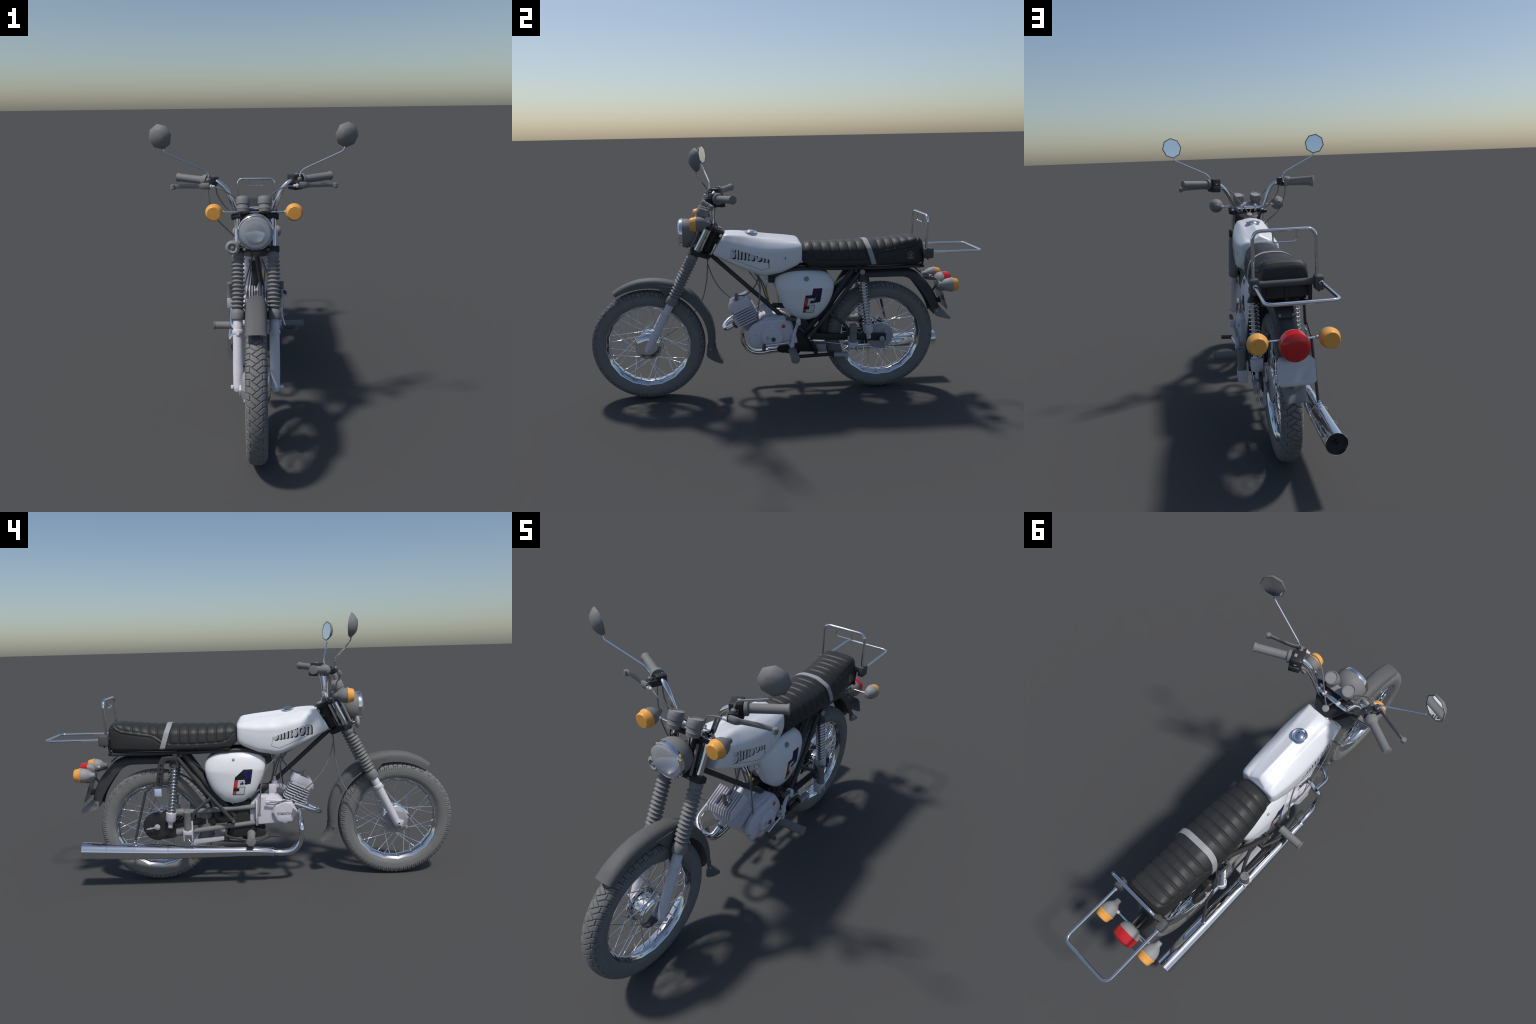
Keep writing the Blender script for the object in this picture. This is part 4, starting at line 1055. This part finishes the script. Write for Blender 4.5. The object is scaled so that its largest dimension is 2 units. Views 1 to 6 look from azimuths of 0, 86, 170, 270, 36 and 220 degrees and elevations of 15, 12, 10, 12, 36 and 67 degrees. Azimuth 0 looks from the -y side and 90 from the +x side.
for sx, cx in ((1, 0.136), (-1, -0.147)):
    t = np.array((cx, 0.333, 0.394)); b = np.array((cx + sx * 0.003, 0.334, 0.300))
    L = np.linalg.norm(b - t)
    rp = make("footpeg", lathe([(0.003, 0.0), (0.003, 0.011), (-0.001, 0.013), (0, 0.0195), (0.006, 0.0200), (0.010, 0.0180), (L, 0.0178), (L, 0.0)], t, b - t, 22), GREY)
    make("peg_fork", [box((cx, 0.333, 0.292), (0.042, 0.036, 0.022), None, 0.003), box((cx, 0.313, 0.278), (0.040, 0.004, 0.055), None, 0.001), box((cx, 0.353, 0.278), (0.040, 0.004, 0.055), None, 0.001),
                      box((cx - sx * 0.022, 0.333, 0.310), (0.004, 0.044, 0.060), None, 0.001)], ALU, rp)
    st = [(sx * 0.088, 0.220, 0.445), (sx * 0.100, 0.270, 0.408), (sx * 0.114, 0.305, 0.380), (sx * 0.116, 0.318, 0.330)]
    make("peg_strut", tube(fillet(st, 0.025), 0.0085, 12), FRAME, rp)
# centre stand (folded back)
STAND = make("stand", [tube([(0.070, 0.060, 0.208), (0.072, 0.244, 0.214)], 0.0090, 12), rod((0.072, 0.236, 0.214), (0.072, 0.248, 0.214), 0.014), tube([(-0.070, 0.060, 0.212), (-0.072, 0.20, 0.224)], 0.009, 12),
                       rod((-0.09, 0.150, 0.232), (0.09, 0.150, 0.232), 0.011), 
                       prism([(0.112, 0.318), (0.128, 0.310), (0.166, 0.238), (0.162, 0.224), (0.148, 0.224)], (0, 0, 0), Y, Zv, X, 0.062, 0.072, 0.002)], BLACK)
make("stand_foot", [prism([(0.246, 0.225), (0.318, 0.221), (0.324, 0.215), (0.318, 0.180), (0.308, 0.182), (0.304, 0.204), (0.246, 0.206)], (0, 0, 0), Y, Zv, X, 0.064, 0.090, 0.002),
                    prism([(0.163, 0.238), (0.315, 0.226), (0.318, 0.200), (0.304, 0.200), (0.298, 0.208), (0.163, 0.224)], (0, 0, 0), Y, Zv, X, -0.088, -0.062, 0.002)], ALU_DARK, STAND)
make("stand_pad", [box((0.01, 0.187, 0.236), (0.05, 0.055, 0.045), None, 0.003)], ALU_DARK, STAND)
# kick starter and gear lever (left)
KICK = make("kick_starter", [tube(cr([(0.126, 0.022, 0.290), (0.128, 0.028, 0.330), (0.132, 0.040, 0.380), (0.140, 0.050, 0.412)], 5), lambda t: 0.0105 - 0.004 * t, 12),
                             lathe([(0, 0.010), (0.002, 0.0135), (0.022, 0.0135), (0.024, 0.010)], (0.112, 0.020, 0.296), X, 16), box((0.145, 0.052, 0.424), (0.030, 0.022, 0.034), None, 0.006),
                             box((0.124, 0.036, 0.330), (0.016, 0.020, 0.050), Matrix.Rotation(0.2, 3, 'X'), 0.005)], ALU)
make("kick_pedal", rod((0.146, 0.046, 0.434), (0.148, -0.010, 0.444), 0.0088, 14), DARK, KICK)
GL = make("gear_lever", [tube([(0.132, 0.004, 0.309), (0.143, -0.118, 0.304)], 0.0050, 12), rod((0.112, 0.006, 0.309), (0.138, 0.004, 0.309), 0.009, 12)], CHROME)
make("lever_rubber", rod((0.138, -0.120, 0.303), (0.192, -0.126, 0.305), 0.0095, 14), DARK, GL)
# brake pedal (right)
BP = make("brake_pedal", [tube(fillet([(-0.060, 0.150, 0.268), (-0.085, 0.158, 0.246), (-0.118, 0.060, 0.232), (-0.118, 0.000, 0.222), (-0.112, -0.066, 0.247)], 0.02), 0.0058, 10),
                          box((-0.112, -0.090, 0.250), (0.030, 0.055, 0.008), Matrix.Rotation(0.05, 3, 'X'), 0.0035)], FRAME)
# chain tubes
CH = make("chain_tube", [rod((-0.050, 0.330, 0.366), (-0.048, 0.002, 0.383), 0.0125, 16), rod((-0.050, 0.330, 0.264), (-0.048, 0.002, 0.300), 0.0125, 16)], GREY)
bel = [(0, 0.012)]
for k in range(3):
    bel += [(0.004 + k * 0.010, 0.015), (0.008 + k * 0.010, 0.019), (0.012 + k * 0.010, 0.015)]
bel += [(0.040, 0.0185), (0.075, 0.0185), (0.078, 0.012)]
make("chain_tube_boot", [lathe(bel, (-0.050, 0.328, 0.366), (0.02, 1, -0.03), 18), lathe(bel, (-0.050, 0.328, 0.263), (0.02, 1, -0.05), 18)], GREY, CH)

# ------------------------------------------------------------------ cables and hoses
def cable(pts, r=0.0028, mat=CABLE, name="cable"):
    return make(name, tube(cr(pts, 7), r, 8), mat)
cable([(0.170, -0.396, 1.036), (0.125, -0.404, 1.034), (0.080, -0.384, 1.004), (0.040, -0.356, 0.948), (0.002, -0.332, 0.893)])
cable([(-0.166, -0.394, 1.037), (-0.125, -0.408, 1.024), (-0.060, -0.392, 0.975), (-0.020, -0.360, 0.925), (0.000, -0.332, 0.893)])
cable([(-0.162, -0.345, 1.040), (-0.155, -0.352, 0.995), (-0.120, -0.362, 0.945), (-0.070, -0.360, 0.905), (-0.040, -0.350, 0.895)])
cable([(-0.196, -0.338, 1.034), (-0.192, -0.350, 0.975), (-0.165, -0.372, 0.905), (-0.110, -0.392, 0.850), (-0.078, -0.400, 0.820)])
for k in range(3):
    q = 0.005 * k
    cable([(0.152, -0.325 - q, 1.036), (0.128 - q, -0.338, 1.020), (0.098 - q, -0.346, 0.970), (0.072 - q, -0.346, 0.925), (0.052 - q, -0.352, 0.895)], 0.0026)
cable([(-0.012, -0.388, 0.755), (-0.018, -0.394, 0.690), (-0.034, -0.405, 0.590), (-0.058, -0.445, 0.470), (-0.074, -0.545, 0.362), (-0.070, -0.648, 0.292)])
cable([(-0.008, -0.385, 0.755), (-0.024, -0.390, 0.690), (-0.056, -0.336, 0.560), (-0.074, -0.229, 0.460), (-0.082, -0.137, 0.418), (-0.080, -0.060, 0.412)])
cable([(-0.074, -0.050, 0.402), (-0.078, -0.090, 0.400), (-0.070, -0.130, 0.410)], 0.0022)
cable([(-0.050, -0.190, 0.674), (-0.074, -0.080, 0.612), (-0.088, -0.032, 0.522), (-0.092, -0.017, 0.360)], 0.0034)
make("cable_boot", lathe([(0, 0.0045), (0.016, 0.0085), (0.020, 0.0085), (0.021, 0.004)], (-0.092, -0.016, 0.366), (0, 0.02, -1), 12), GREY)
make("cable_end", [rod((-0.079, -0.048, 0.412), (-0.080, -0.068, 0.412), 0.005, 8)], ALU)
cable([(0.030, -0.190, 0.672), (0.045, -0.150, 0.620), (0.060, -0.132, 0.570), (0.084, -0.145, 0.470), (0.096, -0.158, 0.365)], 0.0032)
cable([(0.010, -0.130, 0.650), (0.018, -0.150, 0.590), (0.022, -0.200, 0.542), (0.021, -0.256, 0.536)], 0.0040)
cable([(0.012, -0.180, 0.675), (0.014, -0.132, 0.620), (0.016, -0.110, 0.560), (0.016, -0.099, 0.520)], 0.0034)
cable([(0.020, -0.165, 0.668), (0.026, -0.118, 0.610), (0.028, -0.095, 0.540), (0.024, -0.092, 0.490)], 0.0030)
cable([(0.045, -0.099, 0.595), (0.043, -0.097, 0.560), (0.036, -0.085, 0.505), (0.032, -0.080, 0.470)], 0.0036, YELLOW, "fuel_hose")
cable([(-0.030, -0.170, 0.665), (-0.020, -0.130, 0.600), (-0.012, -0.128, 0.520), (-0.010, -0.140, 0.470)], 0.0028)

bpy.context.view_layer.update()
